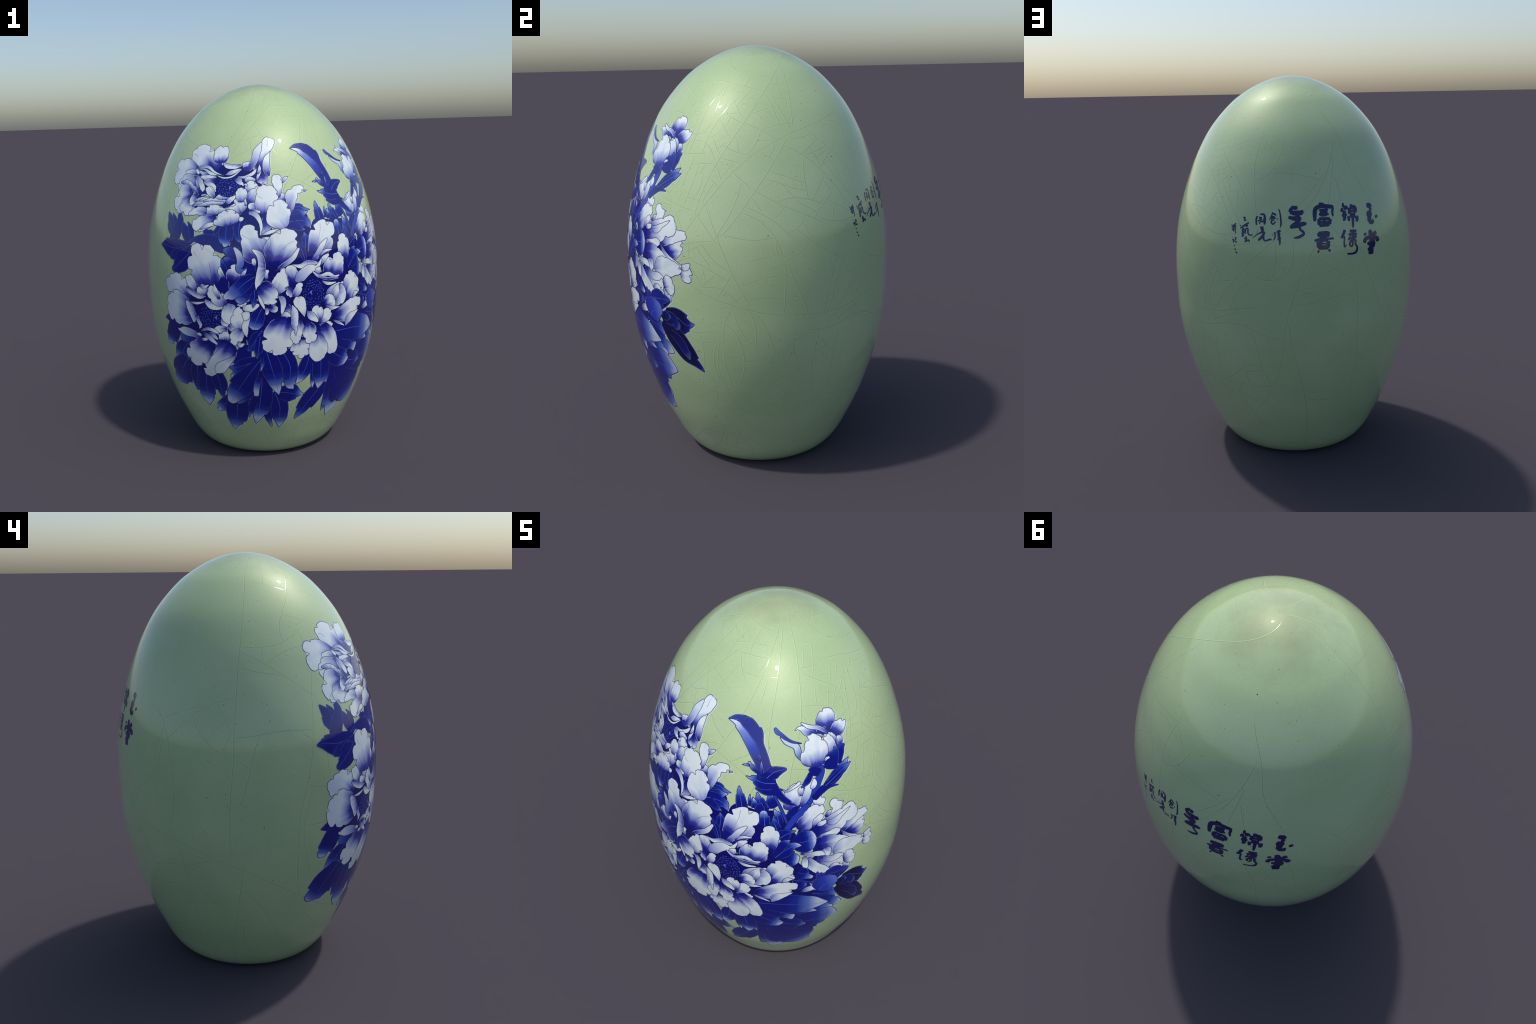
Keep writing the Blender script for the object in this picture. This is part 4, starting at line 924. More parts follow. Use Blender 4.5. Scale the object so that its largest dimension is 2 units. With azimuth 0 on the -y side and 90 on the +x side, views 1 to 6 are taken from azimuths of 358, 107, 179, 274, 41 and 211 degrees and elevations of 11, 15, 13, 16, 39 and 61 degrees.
petal('left_peony', [(-36.53, 93.73, 4.95), (-41.69, 96.9, 8.71), (-44.23, 100.52, 9.45), (-44.56, 105.69, 6.5)], fade=(0.05, 0.55), lobes=4)
petal('left_peony', [(-33.36, 97.79, 1.62), (-35.72, 101.44, 2.57), (-38, 105.43, 1.88)], fade=(-0.2, 0.5), lobes=2)
petal('left_peony', [(-28.13, 95.57, 2.26), (-30.01, 97.99, 3.29), (-31.9, 100.42, 2.17)], fade=(-0.05, 0.6), lobes=2)
petal('left_peony', [(-31.71, 100.38, 0.28), (-29.09, 99.56, 0.91), (-26.48, 101.07, 0.32)], fade=(-0.2, 0.8), lobes=1)
petal('left_peony', [(-38.83, 98.64, 0.58), (-36.24, 96.98, 1.58), (-32.12, 94.84, 1.37), (-27.99, 94.77, 0.34)], fade=(-0.1, 0.9), lobes=2, ang=-90)
petal('left_peony', [(-34.04, 86.28, 3.2), (-40.12, 86.31, 7.53), (-46.56, 87.52, 8.62), (-52.93, 89.45, 5.86)], fade=(0.15, 0.6), lobes=4)
petal('left_peony', [(-38.98, 91.79, 0.82), (-37, 88.21, 2.12), (-35.29, 83.76, 1.94), (-35.34, 80.54, 0.51)], fade=(-0.3, 0.9), ang=-90, lobes=1)
petal('left_peony', [(-37.02, 91.17, 0.29), (-33.03, 91.02, 0.74), (-28.77, 92.13, 0.26)], fade=(-0.4, 0.5), lobes=1)
petal('left_peony', [(-34.14, 84.67, 0.59), (-32.55, 82.46, 1.58), (-31.92, 79.17, 0.88), (-32.74, 77.69, 0.22)], fade=(-0.2, 0.9), lobes=1)
stamens('left_peony', centre=(-26.17, 84.5), size=(6.1, 5.8), heart=(-23.66, 84.57), count=66)
petal('left_peony', [(-28.88, 93.21, 0.83), (-25.83, 90.53, 1.79), (-22.16, 89.78, 1.19), (-18.24, 91.23, 0.32)], fade=(-0.3, 0.6), ang=-90, lobes=2)
petal('left_peony', [(-17.93, 91.9, 0.87), (-21.73, 93.14, 2.8), (-24.34, 96.52, 3.32), (-25.4, 100.99, 1.8)], fade=(-0.1, 0.5), lobes=4)
petal('left_peony', [(-21.67, 94.13, 0.71), (-23.33, 98.24, 1.28), (-23.97, 101.9, 0.21)], fade=(-0.1, 0.6), lobes=1)
petal('left_peony', [(-20.56, 85.35, 0.49), (-19.84, 81.76, 1.64), (-16.93, 80.61, 0.62)], fade=(-0.3, 0.7), lobes=2)
petal('left_peony', [(-16.89, 81.61, 1.36), (-17.64, 85.5, 3.83), (-16.6, 89.49, 3.59), (-15.34, 91.84, 2.21)], fade=(-0.3, 0.5), lobes=2, ang=180)
petal('left_peony', [(-18.77, 79.17, 0.8), (-21.81, 78.6, 1.94), (-25.26, 77.94, 1.01)], fade=(-0.1, 0.6), lobes=2)
petal('left_peony', [(-17.48, 81.58, 1.4), (-16.11, 79.65, 2.09), (-13.54, 78.77, 0.68)], fade=(-0.2, 0.7), lobes=1)
petal('left_peony', [(-12.13, 78.64, 2), (-13.67, 83.37, 3.55), (-13.23, 87.33, 2.72), (-12.38, 91.12, 0.76)], fade=(-0.3, 0.4), lobes=3)
petal('left_peony', [(-19.87, 71.76, 3.15), (-19.98, 74.66, 3.51), (-20.37, 77.69, 2.82)], fade=(0.05, 0.6), lobes=3)
petal('left_peony', [(-11.56, 78.49, 1.59), (-14.43, 75.34, 3.33), (-15.95, 71.87, 2.09), (-15.49, 69.66, 1.03)], fade=(-0.2, 0.5), lobes=3)
petal('left_peony', [(-13.84, 72.67, 0.41), (-13.23, 70.63, 1.21), (-10.87, 71.39, 0.41)], fade=(-0.3, 0.6), lobes=2)
petal('left_peony', [(-8.24, 85.13, 0.31), (-10.32, 81.5, 1.64), (-10.44, 78.18, 1.42), (-9.86, 74.89, 0.2)], fade=(-0.5, 0.2), lobes=1)
petal('left_peony', [(-10.38, 88.38, 1.94), (-9.89, 86.1, 1.9), (-10.81, 83.47, 0.63)], fade=(-0.4, 0.3), lobes=1)
petal('left_peony', [(-18.62, 72.36, 3.89), (-20.94, 66.55, 6.14), (-25.84, 59.94, 4.87), (-30.93, 54.38, 3.62), (-32.86, 52.17, 2)], fade=(0.1, 0.5), lobes=3)
petal('left_peony', [(-25.81, 71.36, 2.26), (-30.99, 67.47, 5.52), (-35.86, 63.02, 6.6), (-38.39, 56.46, 5.27)], fade=(0.2, 0.65), lobes=4)
petal('left_peony', [(-15.84, 64.55, 0.33), (-20.23, 60.26, 1.97), (-23.49, 57.34, 2.9), (-27.45, 53.66, 0.99)], fade=(-0.3, 0.4), lobes=2)
slit('ink', [(-23.23, 68.17, 0.13), (-26.2, 64.64, 0.13), (-30.17, 60.64, 0.13)])
petal('left_peony', [(-31.79, 71.79, 0.59), (-35.08, 74.23, 1.68), (-40.34, 75.04, 2.34), (-46.03, 75.49, 0.62)], fade=(-0.2, 0.9), lobes=2)
petal('left_peony', [(-33.01, 73.51, 1.63), (-32.77, 75.63, 1.22)], fade=(-0.2, 0.6), lobes=1)
petal('left_peony', [(-31.77, 71.97, 0.7), (-29.66, 72.44, 0.9), (-28.1, 73, 0.34)], fade=(-0.3, 0.5), lobes=2)
petal('left_peony', [(-31.99, 76.43, 0.46), (-28.47, 78.09, 0.83), (-24.68, 77.33, 1.04), (-22.78, 75.47, 0.38)], fade=(-0.2, 0.8), lobes=1)
petal('left_peony', [(-23.04, 74.08, 0.75), (-24.25, 74.64, 1.49), (-28.33, 75.89, 0.61)], fade=(0.9, 1.8), lobes=1)
petal('left_peony', [(-28.33, 75.89, 0.6), (-25.8, 75.16, 1.3), (-23.45, 72.84, 0.46)], fade=(-0.1, 0.9), lobes=1)
petal('left_peony', [(-30.84, 75.91, 0.81), (-27.26, 73.27, 1.35), (-23.84, 70.13, 0.55)], fade=(-0.1, 0.8), lobes=1)
wash('wash', [(-5.36, 78.83, 3.15), (-6.11, 73.1, 4.13), (-5.71, 67.95, 2.88)])
leaf('middle_leaf', [(-2.85, 78.8, 0.96), (-5.47, 74.81, 2.88), (-7.91, 70.04, 2.57), (-10.05, 67.25, 0.26)], fade=(0.5, 1.5), vein=1)
leaf('middle_leaf', [(-4.06, 75.48, 1.26), (-4.8, 69.34, 2.38), (-5.88, 62.87, 0.26)], fade=(0.5, 1.4), vein=1)
petal('front_peony', [(20.46, 111.61, 3.15), (23.47, 117.21, 5.75), (26.2, 123.47, 7.11), (27.57, 128.65, 5.88), (27.58, 131.72, 3.05)], fade=(0.15, 0.6), lobes=4)
slit('ink', [(25.74, 129.49, 0.15), (25.22, 125.81, 0.15), (23.76, 121.92, 0.14)])
petal('front_peony', [(37.71, 109.13, 1.87), (37.45, 113.87, 3.54), (37.59, 118.47, 3.98), (37.04, 123.44, 2.6)], fade=(0.1, 0.55), lobes=3)
petal('front_peony', [(30.09, 102.62, 5.31), (31.26, 107.6, 6.18), (33.45, 111.48, 4.43), (34.24, 114.76, 2.84)], fade=(0.1, 0.6), lobes=3)
petal('front_peony', [(20.12, 111.66, 1.16), (22.82, 114.5, 1.48), (25.44, 118.6, 1.43), (28.71, 122, 0.65)], fade=(-0.1, 0.7), lobes=2)
petal('front_peony', [(23.72, 113.46, 0.35), (26.54, 115.8, 0.81), (30.6, 116.33, 0.39)], fade=(-0.1, 0.6), lobes=1)
petal('front_peony', [(23.14, 109.1, 0.71), (25.95, 112.23, 1.43), (28.82, 114.24, 0.65)], fade=(-0.1, 0.7), lobes=1)
petal('front_peony', [(11.43, 100.21, 2.59), (10.99, 105.01, 2.94), (9.2, 110.96, 2.4)], fade=(0.2, 0.9), lobes=2)
petal('front_peony', [(10.74, 110.75, 0.25), (14.31, 109.75, 1.13), (18.23, 110.61, 1.85), (22.89, 110.55, 0.51)], fade=(-0.2, 0.7), ang=-90, lobes=3)
petal('front_peony', [(10, 100.02, 2.62), (9.09, 97.22, 2.64), (7.39, 96.73, 1.3)], fade=(0.1, 1.0), lobes=2)
petal('front_peony', [(11.89, 102.25, 0.66), (14.43, 104.69, 2.59), (18.11, 107.78, 2.32), (22.49, 108.86, 1.24), (24.7, 112.55, 0.44)], fade=(-0.3, 0.6), lobes=3)
petal('front_peony', [(22.94, 104.5, 0.5), (22.72, 106.6, 1.82), (23.91, 108.52, 0.36)], fade=(-0.1, 0.7), lobes=1)
petal('front_peony', [(36.47, 88.65, 2.49), (40.18, 93.98, 6.31), (43.52, 98.01, 7.14), (46.26, 100.16, 4.86)], fade=(0.2, 0.6), lobes=4)
petal('front_peony', [(24.45, 101.24, 0.38), (27.74, 99.45, 0.9), (32.16, 99.45, 0.34)], fade=(-0.3, 0.6), lobes=1)
petal('front_peony', [(19.88, 106.64, 0.32), (22.92, 103.86, 0.82), (27.89, 104.29, 1.09), (31.34, 102.46, 0.9), (34.03, 102.83, 0.42)], fade=(-0.3, 0.7), ang=90, lobes=3)
petal('front_peony', [(23.21, 103.02, 0.32), (27.8, 101.88, 0.84), (33.52, 101.44, 0.33)], fade=(0.3, 1.2), ang=90, lobes=1)
stamens('front_peony', centre=(20.38, 95.39), size=(5.5, 7.0), heart=(18.88, 96.22), count=84)
petal('front_peony', [(10.74, 94.67, 0.54), (12.51, 97.23, 1.95), (13.57, 99.69, 1.94), (13.33, 101.95, 1.44)], fade=(-0.1, 0.7), lobes=3)
petal('front_peony', [(15.84, 83.9, 0.2), (14.85, 88.61, 2.16), (13.43, 92.36, 2.96), (12.58, 95.37, 1.93)], fade=(-0.5, 0.4), lobes=2)
petal('front_peony', [(26.44, 91.88, 0.55), (28.86, 95.42, 1.97), (32.83, 97.37, 1.81), (36.32, 98.99, 0.57)], fade=(-0.1, 0.7), lobes=2)
petal('front_peony', [(29.94, 89.94, 2.51), (32.13, 93.18, 3.44), (34.01, 96.16, 3.11), (34.76, 98.67, 1.8)], fade=(0.0, 0.6), lobes=2)
petal('front_peony', [(34.16, 98.45, 0.84), (35.73, 93.85, 2.26), (34.98, 90.31, 2.73), (31, 87.15, 0.25)], fade=(-0.3, 0.7), ang=90, lobes=2)
petal('front_peony', [(25.46, 88.4, 2.63), (28.55, 90.17, 4.08), (31.35, 92.01, 2.01)], fade=(0.1, 0.7), lobes=2)
petal('front_peony', [(25.78, 87.36, 1.32), (29.93, 86.45, 1.02), (34.2, 86.39, 0.21)], fade=(-0.1, 0.6), lobes=1)
petal('front_peony', [(30.88, 82.26, 1.56), (37.26, 82.62, 4.62), (42.43, 84.47, 5.02), (46.41, 86.42, 3.01), (48.6, 84.57, 0.92)], fade=(0.1, 0.5), lobes=3)
slit('ink', [(31.41, 82.98, 0.16), (35.6, 84.14, 0.17), (39.51, 86.17, 0.18)])
petal('front_peony', [(38.04, 75.2, 0.42), (39.79, 78.76, 2.37), (44.53, 81.06, 1.15), (47.07, 81.82, 0.43)], fade=(-0.3, 0.6), lobes=3)
petal('front_peony', [(30, 80.23, 0.26), (33.42, 78.16, 0.78), (37.6, 75.49, 0.33)], fade=(-0.2, 0.8), lobes=2)
petal('front_peony', [(42.37, 89.44, 0.43), (44.24, 91.4, 1.23), (46.76, 91.52, 0.35)], fade=(-0.3, 0.6), lobes=2)
petal('front_peony', [(22.52, 80.92, 0.51), (25.87, 78.65, 2.1), (30.45, 77.76, 1.24)], fade=(0.0, 0.6), lobes=3)
petal('front_peony', [(6.85, 92.01, 1.58), (7.64, 88.03, 3.02), (8.15, 84.4, 1.6)], fade=(0.2, 0.9), lobes=1)
petal('front_peony', [(4.49, 84.7, 0.2), (7.32, 86.44, 1.12), (9.72, 84.92, 0.64)], fade=(-0.3, 0.7), lobes=1)
petal('front_peony', [(4, 95.92, 0.31), (6.04, 93.69, 1.5), (6.26, 90.11, 1.28), (5.2, 85.47, 0.26)], fade=(-0.3, 0.6), lobes=3)
petal('front_peony', [(-0.1, 91.14, 0.96), (2.35, 89.39, 1.94), (4.02, 89.94, 0.98)], fade=(0.2, 0.9), lobes=1)
petal('front_peony', [(-1.48, 90.55, 0.31), (-0.71, 88.24, 0.94), (-1.17, 86.31, 0.63)], fade=(-0.1, 0.8), lobes=1)
petal('front_peony', [(13.98, 72.39, 2.04), (14.17, 67.81, 5.19), (14.56, 64.62, 4.16), (14.33, 61.83, 2.49)], fade=(-0.05, 0.4), lobes=5)
petal('front_peony', [(24.21, 78.61, 2.41), (28, 71.7, 4.51), (30.83, 65.83, 3.35), (30.38, 61.35, 2.77)], fade=(0.1, 0.5), lobes=1)
petal('front_peony', [(21.6, 77.71, 1.09), (22.23, 71.08, 4.05), (23.33, 64.89, 5.2), (23.09, 58.51, 2.65)], fade=(0.15, 0.55), lobes=1)
slit('ink', [(23.16, 74.39, 0.14), (24.12, 71.46, 0.14), (26.15, 68.8, 0.13)])
petal('front_peony', [(8.16, 84.39, 2.99), (5.33, 78.25, 7.1), (3.58, 72.61, 7.75), (2.6, 64.45, 4.54)], fade=(0.1, 0.55), lobes=4)
petal('front_peony', [(14.2, 83.11, 0.48), (13.18, 77.57, 2.57), (11.73, 74.36, 2.81), (13.11, 70.27, 1.55)], fade=(0.05, 0.5), lobes=3)
petal('front_peony', [(16.89, 82.1, 0.67), (18.2, 76.88, 3.6), (18.61, 73.07, 3.67), (17.11, 69.81, 1.95)], fade=(0.15, 0.6), lobes=4)
petal('front_peony', [(10.22, 90.81, 0.26), (11.32, 86.39, 1.82), (11.27, 81.13, 1.84), (11.79, 74.88, 0.2)], fade=(-0.3, 0.7), ang=90, lobes=3)
petal('front_peony', [(22.2, 80.97, 1.12), (26.51, 83.56, 3.18), (27.68, 87.02, 2.44)], fade=(0.0, 0.5), lobes=2)
petal('front_peony', [(22.85, 80.87, 1.43), (21.92, 84.99, 3.51), (20.64, 89.15, 2.74)], fade=(-0.1, 0.5), lobes=3)
petal('front_peony', [(16.92, 87.05, 0.38), (19.05, 84.12, 1.92), (22.52, 80.59, 0.64)], fade=(-0.3, 0.7), lobes=1)

# ------------------------------------------------------------------ the inscription on the back
INSCRIPTION = empty("inscription", EGG)


def character(*strokes):
    """One written character: brush strokes with round ends, each a hair above the one before."""
    verts, faces = [], []
    for k, spine in enumerate(strokes):
        chart = Chart(spine)
        spine = [(a, z, w * 1.2 + 0.03) for a, z, w in spine]
        left, right, mid, total = blade_outline(chart, spine, 1, 0.03, np.random.default_rng(k), rows=28)
        high = 0.00024 + 0.00002 * k
        v, f = fill(chart, left, right, high)
        loop = rim_loop(left, right)
        n = len(loop)
        side = np.vstack([chart.lift(loop, high), chart.lift(loop, 0.0)])
        for pv, pf in ((v, f), (side, [(i, (i + 1) % n, n + (i + 1) % n, n + i) for i in range(n)])):
            o = len(verts)
            verts.extend(pv)
            faces.extend(tuple(i + o for i in q) for q in facing_out(pv, pf))
    ob = mesh_object("written_character", verts, faces, [M_BRUSH])
    ob.parent = INSCRIPTION


character([(214.58, 137.14, 0.8), (216.48, 136.72, 1.18), (217.07, 135.59, 0.89)],
          [(216.83, 135.83, 0.75), (216.23, 133.98, 0.59)],
          [(213.87, 133.4, 0.82), (215.55, 132.78, 1.5), (216.74, 131.79, 1.07)],
          [(215.41, 132.16, 1.17), (214.97, 130.08, 1.02), (214.62, 128.95, 1.01)],
          [(214.5, 129.07, 0.65), (216.72, 129, 0.86), (217.28, 130.32, 0.3)],
          [(219.27, 131.9, 0.68), (220.04, 130.61, 0.99)])
character([(214.31, 125.56, 0.72), (214.68, 123.47, 1.17), (214.48, 121.99, 1.02)],
          [(211.28, 124.35, 0.75), (211.75, 123.11, 0.81)],
          [(218.25, 124.04, 0.94), (215.94, 122.86, 0.62)],
          [(210.5, 119.63, 0.8), (211.57, 121.53, 0.85), (215, 121.91, 0.76), (218.22, 121, 0.92), (219.13, 120.2, 0.87), (217.34, 119.71, 0.25)],
          [(213.33, 119.99, 1), (213.27, 118.04, 1)],
          [(213.44, 119.86, 0.98), (215.83, 119.73, 1.01), (215.63, 117.9, 0.98), (213.24, 117.83, 0.8)],
          [(212.21, 116.24, 0.57), (215.64, 116.59, 0.88)],
          [(214.3, 117.89, 1.17), (214.02, 114.44, 1.46)],
          [(212.48, 114.68, 0.78), (215.48, 114.64, 0.79)])
character([(201.72, 139.45, 0.38), (201.63, 137.29, 0.6)],
          [(201.26, 137.11, 0.58), (200.34, 135.33, 0.57)],
          [(201.72, 137.08, 0.96), (204.07, 137.2, 0.73)],
          [(200.9, 135.28, 0.75), (202.82, 135.12, 0.47)],
          [(200.46, 133.66, 0.6), (203.1, 133.85, 0.64)],
          [(201.94, 135.4, 0.72), (201.66, 131.49, 0.72)],
          [(200.79, 131.77, 0.6), (202.12, 131.65, 0.56)],
          [(206.1, 138.48, 0.65), (205.74, 137.16, 0.75)],
          [(204.99, 137.02, 0.65), (207.65, 136.78, 0.89), (207.45, 134.29, 0.82)],
          [(204.76, 137.04, 0.69), (204.4, 133.95, 0.69)],
          [(204.98, 135.46, 0.47), (207.61, 135.22, 0.48)],
          [(204.53, 134.04, 0.56), (207.6, 133.75, 0.56)],
          [(203.82, 133.17, 0.69), (203.76, 130.67, 0.49)],
          [(204.41, 133.22, 0.77), (207.47, 132.93, 0.69)],
          [(206.19, 133.99, 0.66), (205.69, 129.85, 0.55), (205.45, 127.47, 0.3)],
          [(207.7, 132.8, 0.9), (208.13, 131.7, 0.78), (207.56, 130.08, 0.41)])
character([(201.26, 126.94, 0.66), (200.06, 124.54, 0.56), (199.2, 123.15, 0.51)],
          [(199.76, 123.52, 0.43), (200.65, 123.86, 0.37), (200.47, 121.56, 0.33), (200.41, 118.92, 0.38)],
          [(200.29, 118.72, 0.32), (201.55, 119.97, 0.14)],
          [(203.51, 126.09, 0.6), (207.07, 125.86, 0.6)],
          [(202.8, 124.59, 0.55), (207.14, 124.47, 0.47)],
          [(205.34, 126.11, 0.5), (204.81, 123.21, 0.87)],
          [(205.06, 123.4, 0.75), (206.89, 123.19, 0.56)],
          [(203.93, 123.52, 0.61), (202.35, 121.89, 0.33)],
          [(204.04, 122.24, 0.78), (204.96, 122.35, 0.75), (206.07, 122.01, 0.47)],
          [(204.51, 122.4, 0.49), (202.96, 119.81, 0.44), (204.12, 118.83, 0.38), (204.7, 121.53, 0.45)],
          [(206.19, 121.99, 0.51), (205.89, 119.9, 0.45), (206.68, 118.09, 0.46), (205.97, 116.03, 0.5), (204.46, 115.4, 0.4), (201.51, 115.58, 0.34)])
character([(189.85, 139.66, 0.55), (192.38, 139.43, 0.56)],
          [(191.22, 139.59, 0.87), (191.13, 138.58, 0.65)],
          [(187.57, 131.71, 0.51), (187.76, 135.68, 0.86), (188.23, 137.49, 0.89), (190.5, 138.57, 0.85), (194.73, 138.22, 0.81), (196.23, 137.98, 0.7), (196.71, 137.44, 0.45)],
          [(196.37, 137.67, 0.54), (195.99, 135.43, 0.45), (196.12, 133.57, 0.32)],
          [(189.83, 136.71, 0.55), (194.05, 136.79, 0.59)],
          [(190.06, 135.57, 0.55), (193.82, 135.51, 0.55)],
          [(190.27, 135.56, 0.65), (190.37, 134.13, 0.57)],
          [(193.6, 135.38, 0.62), (193.5, 134.26, 0.62)],
          [(190.2, 134.75, 0.8), (193.54, 134.77, 0.8)],
          [(189.46, 132.85, 0.63), (194.72, 132.64, 0.64)],
          [(189.51, 132.94, 0.69), (189.48, 129.87, 0.69)],
          [(194.72, 132.64, 0.67), (194.22, 130, 0.67)],
          [(189.56, 131.18, 0.51), (194.26, 131.02, 0.51)],
          [(189.46, 129.67, 0.55), (194.17, 129.84, 0.55)],
          [(191.92, 132.81, 0.57), (191.8, 129.74, 0.57)])
character([(191.02, 127.07, 0.39), (190.95, 125.87, 0.65)],
          [(188.69, 126.42, 0.52), (189.29, 124.53, 0.6)],
          [(188.79, 126.41, 0.5), (193.49, 126.16, 0.55), (192.77, 124.3, 0.66)],
          [(189.25, 125.77, 0.51), (193.05, 125.57, 0.42)],
          [(190.95, 125.87, 0.79), (190.86, 124.22, 0.79)],
          [(189.2, 124.63, 0.46), (192.77, 124.41, 0.46)],
          [(186.97, 122.79, 0.42), (188.94, 123.3, 0.55), (193.12, 123.45, 0.42), (195.67, 123.46, 0.42)],
          [(188.71, 122.48, 0.69), (188.63, 119.36, 0.73)],
          [(193.18, 122.61, 0.75), (192.87, 119.07, 0.71)],
          [(188.91, 122.58, 0.38), (193.08, 122.62, 0.38)],
          [(188.67, 121.45, 0.38), (193.2, 121.15, 0.3)],
          [(188.63, 120.3, 0.38), (193.15, 120.04, 0.3)],
          [(188.59, 119.19, 0.51), (193.11, 119.06, 0.51)],
          [(189.49, 122.44, 0.87), (189.47, 119.31, 0.65)],
          [(188.79, 118.3, 0.48), (188.29, 117.11, 0.26)],
          [(193.08, 118.43, 0.43), (193.84, 117.52, 0.56)])
character([(178.59, 138.9, 0.72), (176.95, 137.4, 0.67), (176.38, 136.19, 0.51)],
          [(178.6, 139, 0.76), (179.57, 137.36, 0.95)],
          [(176.54, 136.39, 0.59), (178.14, 135.87, 0.89), (180.14, 135.93, 0.95), (181.94, 135.89, 0.84), (181.59, 137.22, 0.55)],
          [(179.74, 135.94, 0.84), (179.89, 133.49, 0.95)],
          [(175.83, 134, 0.55), (178.1, 133.43, 0.84), (180.67, 133.27, 1.05), (181.67, 133.45, 0.5)],
          [(180.67, 133.27, 0.84), (179.64, 131.46, 0.84), (177.66, 130.07, 0.74), (176.58, 129.06, 0.42)],
          [(176.78, 129.22, 0.46), (180, 130.03, 0.8), (181.98, 130.79, 0.88), (183.92, 130.94, 0.46)],
          [(182.01, 131.61, 0.42), (181.58, 130.6, 0.42)],
          [(180.78, 129.8, 0.46), (180.94, 128.37, 0.46), (182.27, 127.1, 0.51), (182.53, 126.27, 0.55), (180.48, 124.89, 0.55), (178.07, 124.42, 0.21)])
character([(168.89, 136.29, 0.24), (168.1, 134.1, 0.24), (167.36, 132.67, 0.12)],
          [(169, 135.81, 0.31), (170.43, 134.88, 0.39)],
          [(168.84, 134.68, 0.28), (168.15, 131.16, 0.28)],
          [(168.66, 134.3, 0.27), (169.8, 133.93, 0.31), (169.44, 132.98, 0.24)],
          [(168.68, 133.5, 0.18), (169.62, 133.61, 0.18)],
          [(168.53, 132.4, 0.24), (169.64, 132.76, 0.24)],
          [(168.36, 131.64, 0.24), (168.94, 130.79, 0.31), (170.3, 132.04, 0.24)],
          [(170.74, 133.6, 0.2), (170.99, 132.81, 0.16)],
          [(171.44, 137.91, 0.16), (172.1, 136.02, 0.24), (172.51, 132.81, 0.31), (172.61, 130.92, 0.31), (172.3, 129.25, 0.12)])
character([(168.76, 125.89, 0.24), (169.07, 125.7, 0.16)],
          [(169.74, 127.09, 0.28), (170.13, 125.18, 0.28), (169.46, 123.35, 0.16)],
          [(169.75, 126.8, 0.23), (170.74, 126.91, 0.16)],
          [(170.83, 127.29, 0.35), (172.54, 127.88, 0.47)],
          [(171.55, 127.3, 0.47), (171.75, 125.2, 0.51), (172.12, 122.9, 0.39), (172.16, 121.07, 0.2)],
          [(171.18, 123.81, 0.35), (172.7, 124.63, 0.23)],
          [(171.2, 126.34, 0.23), (172.46, 126.54, 0.23)])
character([(161.61, 130.22, 0.29), (161.32, 132.6, 0.33), (161.66, 134.42, 0.29)],
          [(161.41, 133.74, 0.28), (162.2, 134.15, 0.2)],
          [(163.04, 135.17, 0.28), (164.82, 135.17, 0.4), (165.32, 132.72, 0.48), (165.22, 130.43, 0.4)],
          [(162.54, 133.78, 0.31), (163.94, 133.63, 0.35)],
          [(163.16, 133.8, 0.49), (163.6, 132.67, 0.49)],
          [(161.86, 132.04, 0.2), (163.97, 132.87, 0.28)],
          [(162.88, 130.84, 0.21), (163.26, 131.71, 0.28), (164.96, 132.14, 0.36)],
          [(164.36, 132.88, 0.24), (165.31, 132.95, 0.24)])
character([(163.29, 129.09, 0.35), (164.92, 129.37, 0.39)],
          [(163.61, 128.24, 0.35), (165.2, 128.33, 0.35)],
          [(164.32, 129.26, 0.41), (164.39, 127.35, 0.49)],
          [(159.92, 124.04, 0.1), (162.18, 125.93, 0.22), (165.13, 127.56, 0.43)],
          [(165.32, 127.38, 0.44), (164.64, 125.44, 0.52), (162.65, 123.09, 0.44)],
          [(164.81, 125.83, 0.49), (165.05, 123.91, 0.4), (165.8, 123.07, 0.31), (167.25, 123.59, 0.35), (168.61, 123.91, 0.31)],
          [(161.93, 128.26, 0.2), (162.16, 128.23, 0.16)],
          [(162.17, 127.31, 0.1), (161.92, 126.76, 0.16)],
          [(163.55, 124.44, 0.31), (164.65, 124.86, 0.31)])
character([(154.87, 133.45, 0.22), (155.91, 133.41, 0.3), (155.49, 132.33, 0.28)],
          [(155.51, 132.1, 0.28), (156.68, 132.3, 0.26)])
character([(153.62, 129.61, 0.28), (154.17, 129.65, 0.2)],
          [(153.93, 128.32, 0.21), (155.71, 129.65, 0.41), (158.01, 131.27, 0.27)],
          [(156.54, 129.31, 0.5), (157.53, 130.17, 0.33)],
          [(155.38, 128.66, 0.35), (155.26, 127.49, 0.44), (155.62, 126.55, 0.52)],
          [(154.71, 127.26, 0.22), (155.86, 127.53, 0.26)],
          [(154.72, 125.91, 0.26), (155.94, 126.37, 0.4)],
          [(155.01, 124.47, 0.34), (155.77, 125.78, 0.51)],
          [(156.4, 128.53, 0.39), (156.46, 125.92, 0.35)],
          [(156.44, 127.95, 0.24), (157.59, 128.59, 0.31), (157.83, 126.29, 0.32), (158.76, 125.38, 0.26), (160.13, 125.74, 0.2)])
character([(156.05, 123.66, 0.26), (157.5, 123.95, 0.34)],
          [(156.82, 124.84, 0.32), (157.09, 123.53, 0.32), (156.53, 121.9, 0.28)],
          [(156.52, 122.13, 0.3), (158.28, 123.02, 0.34), (158.74, 122.11, 0.25)])
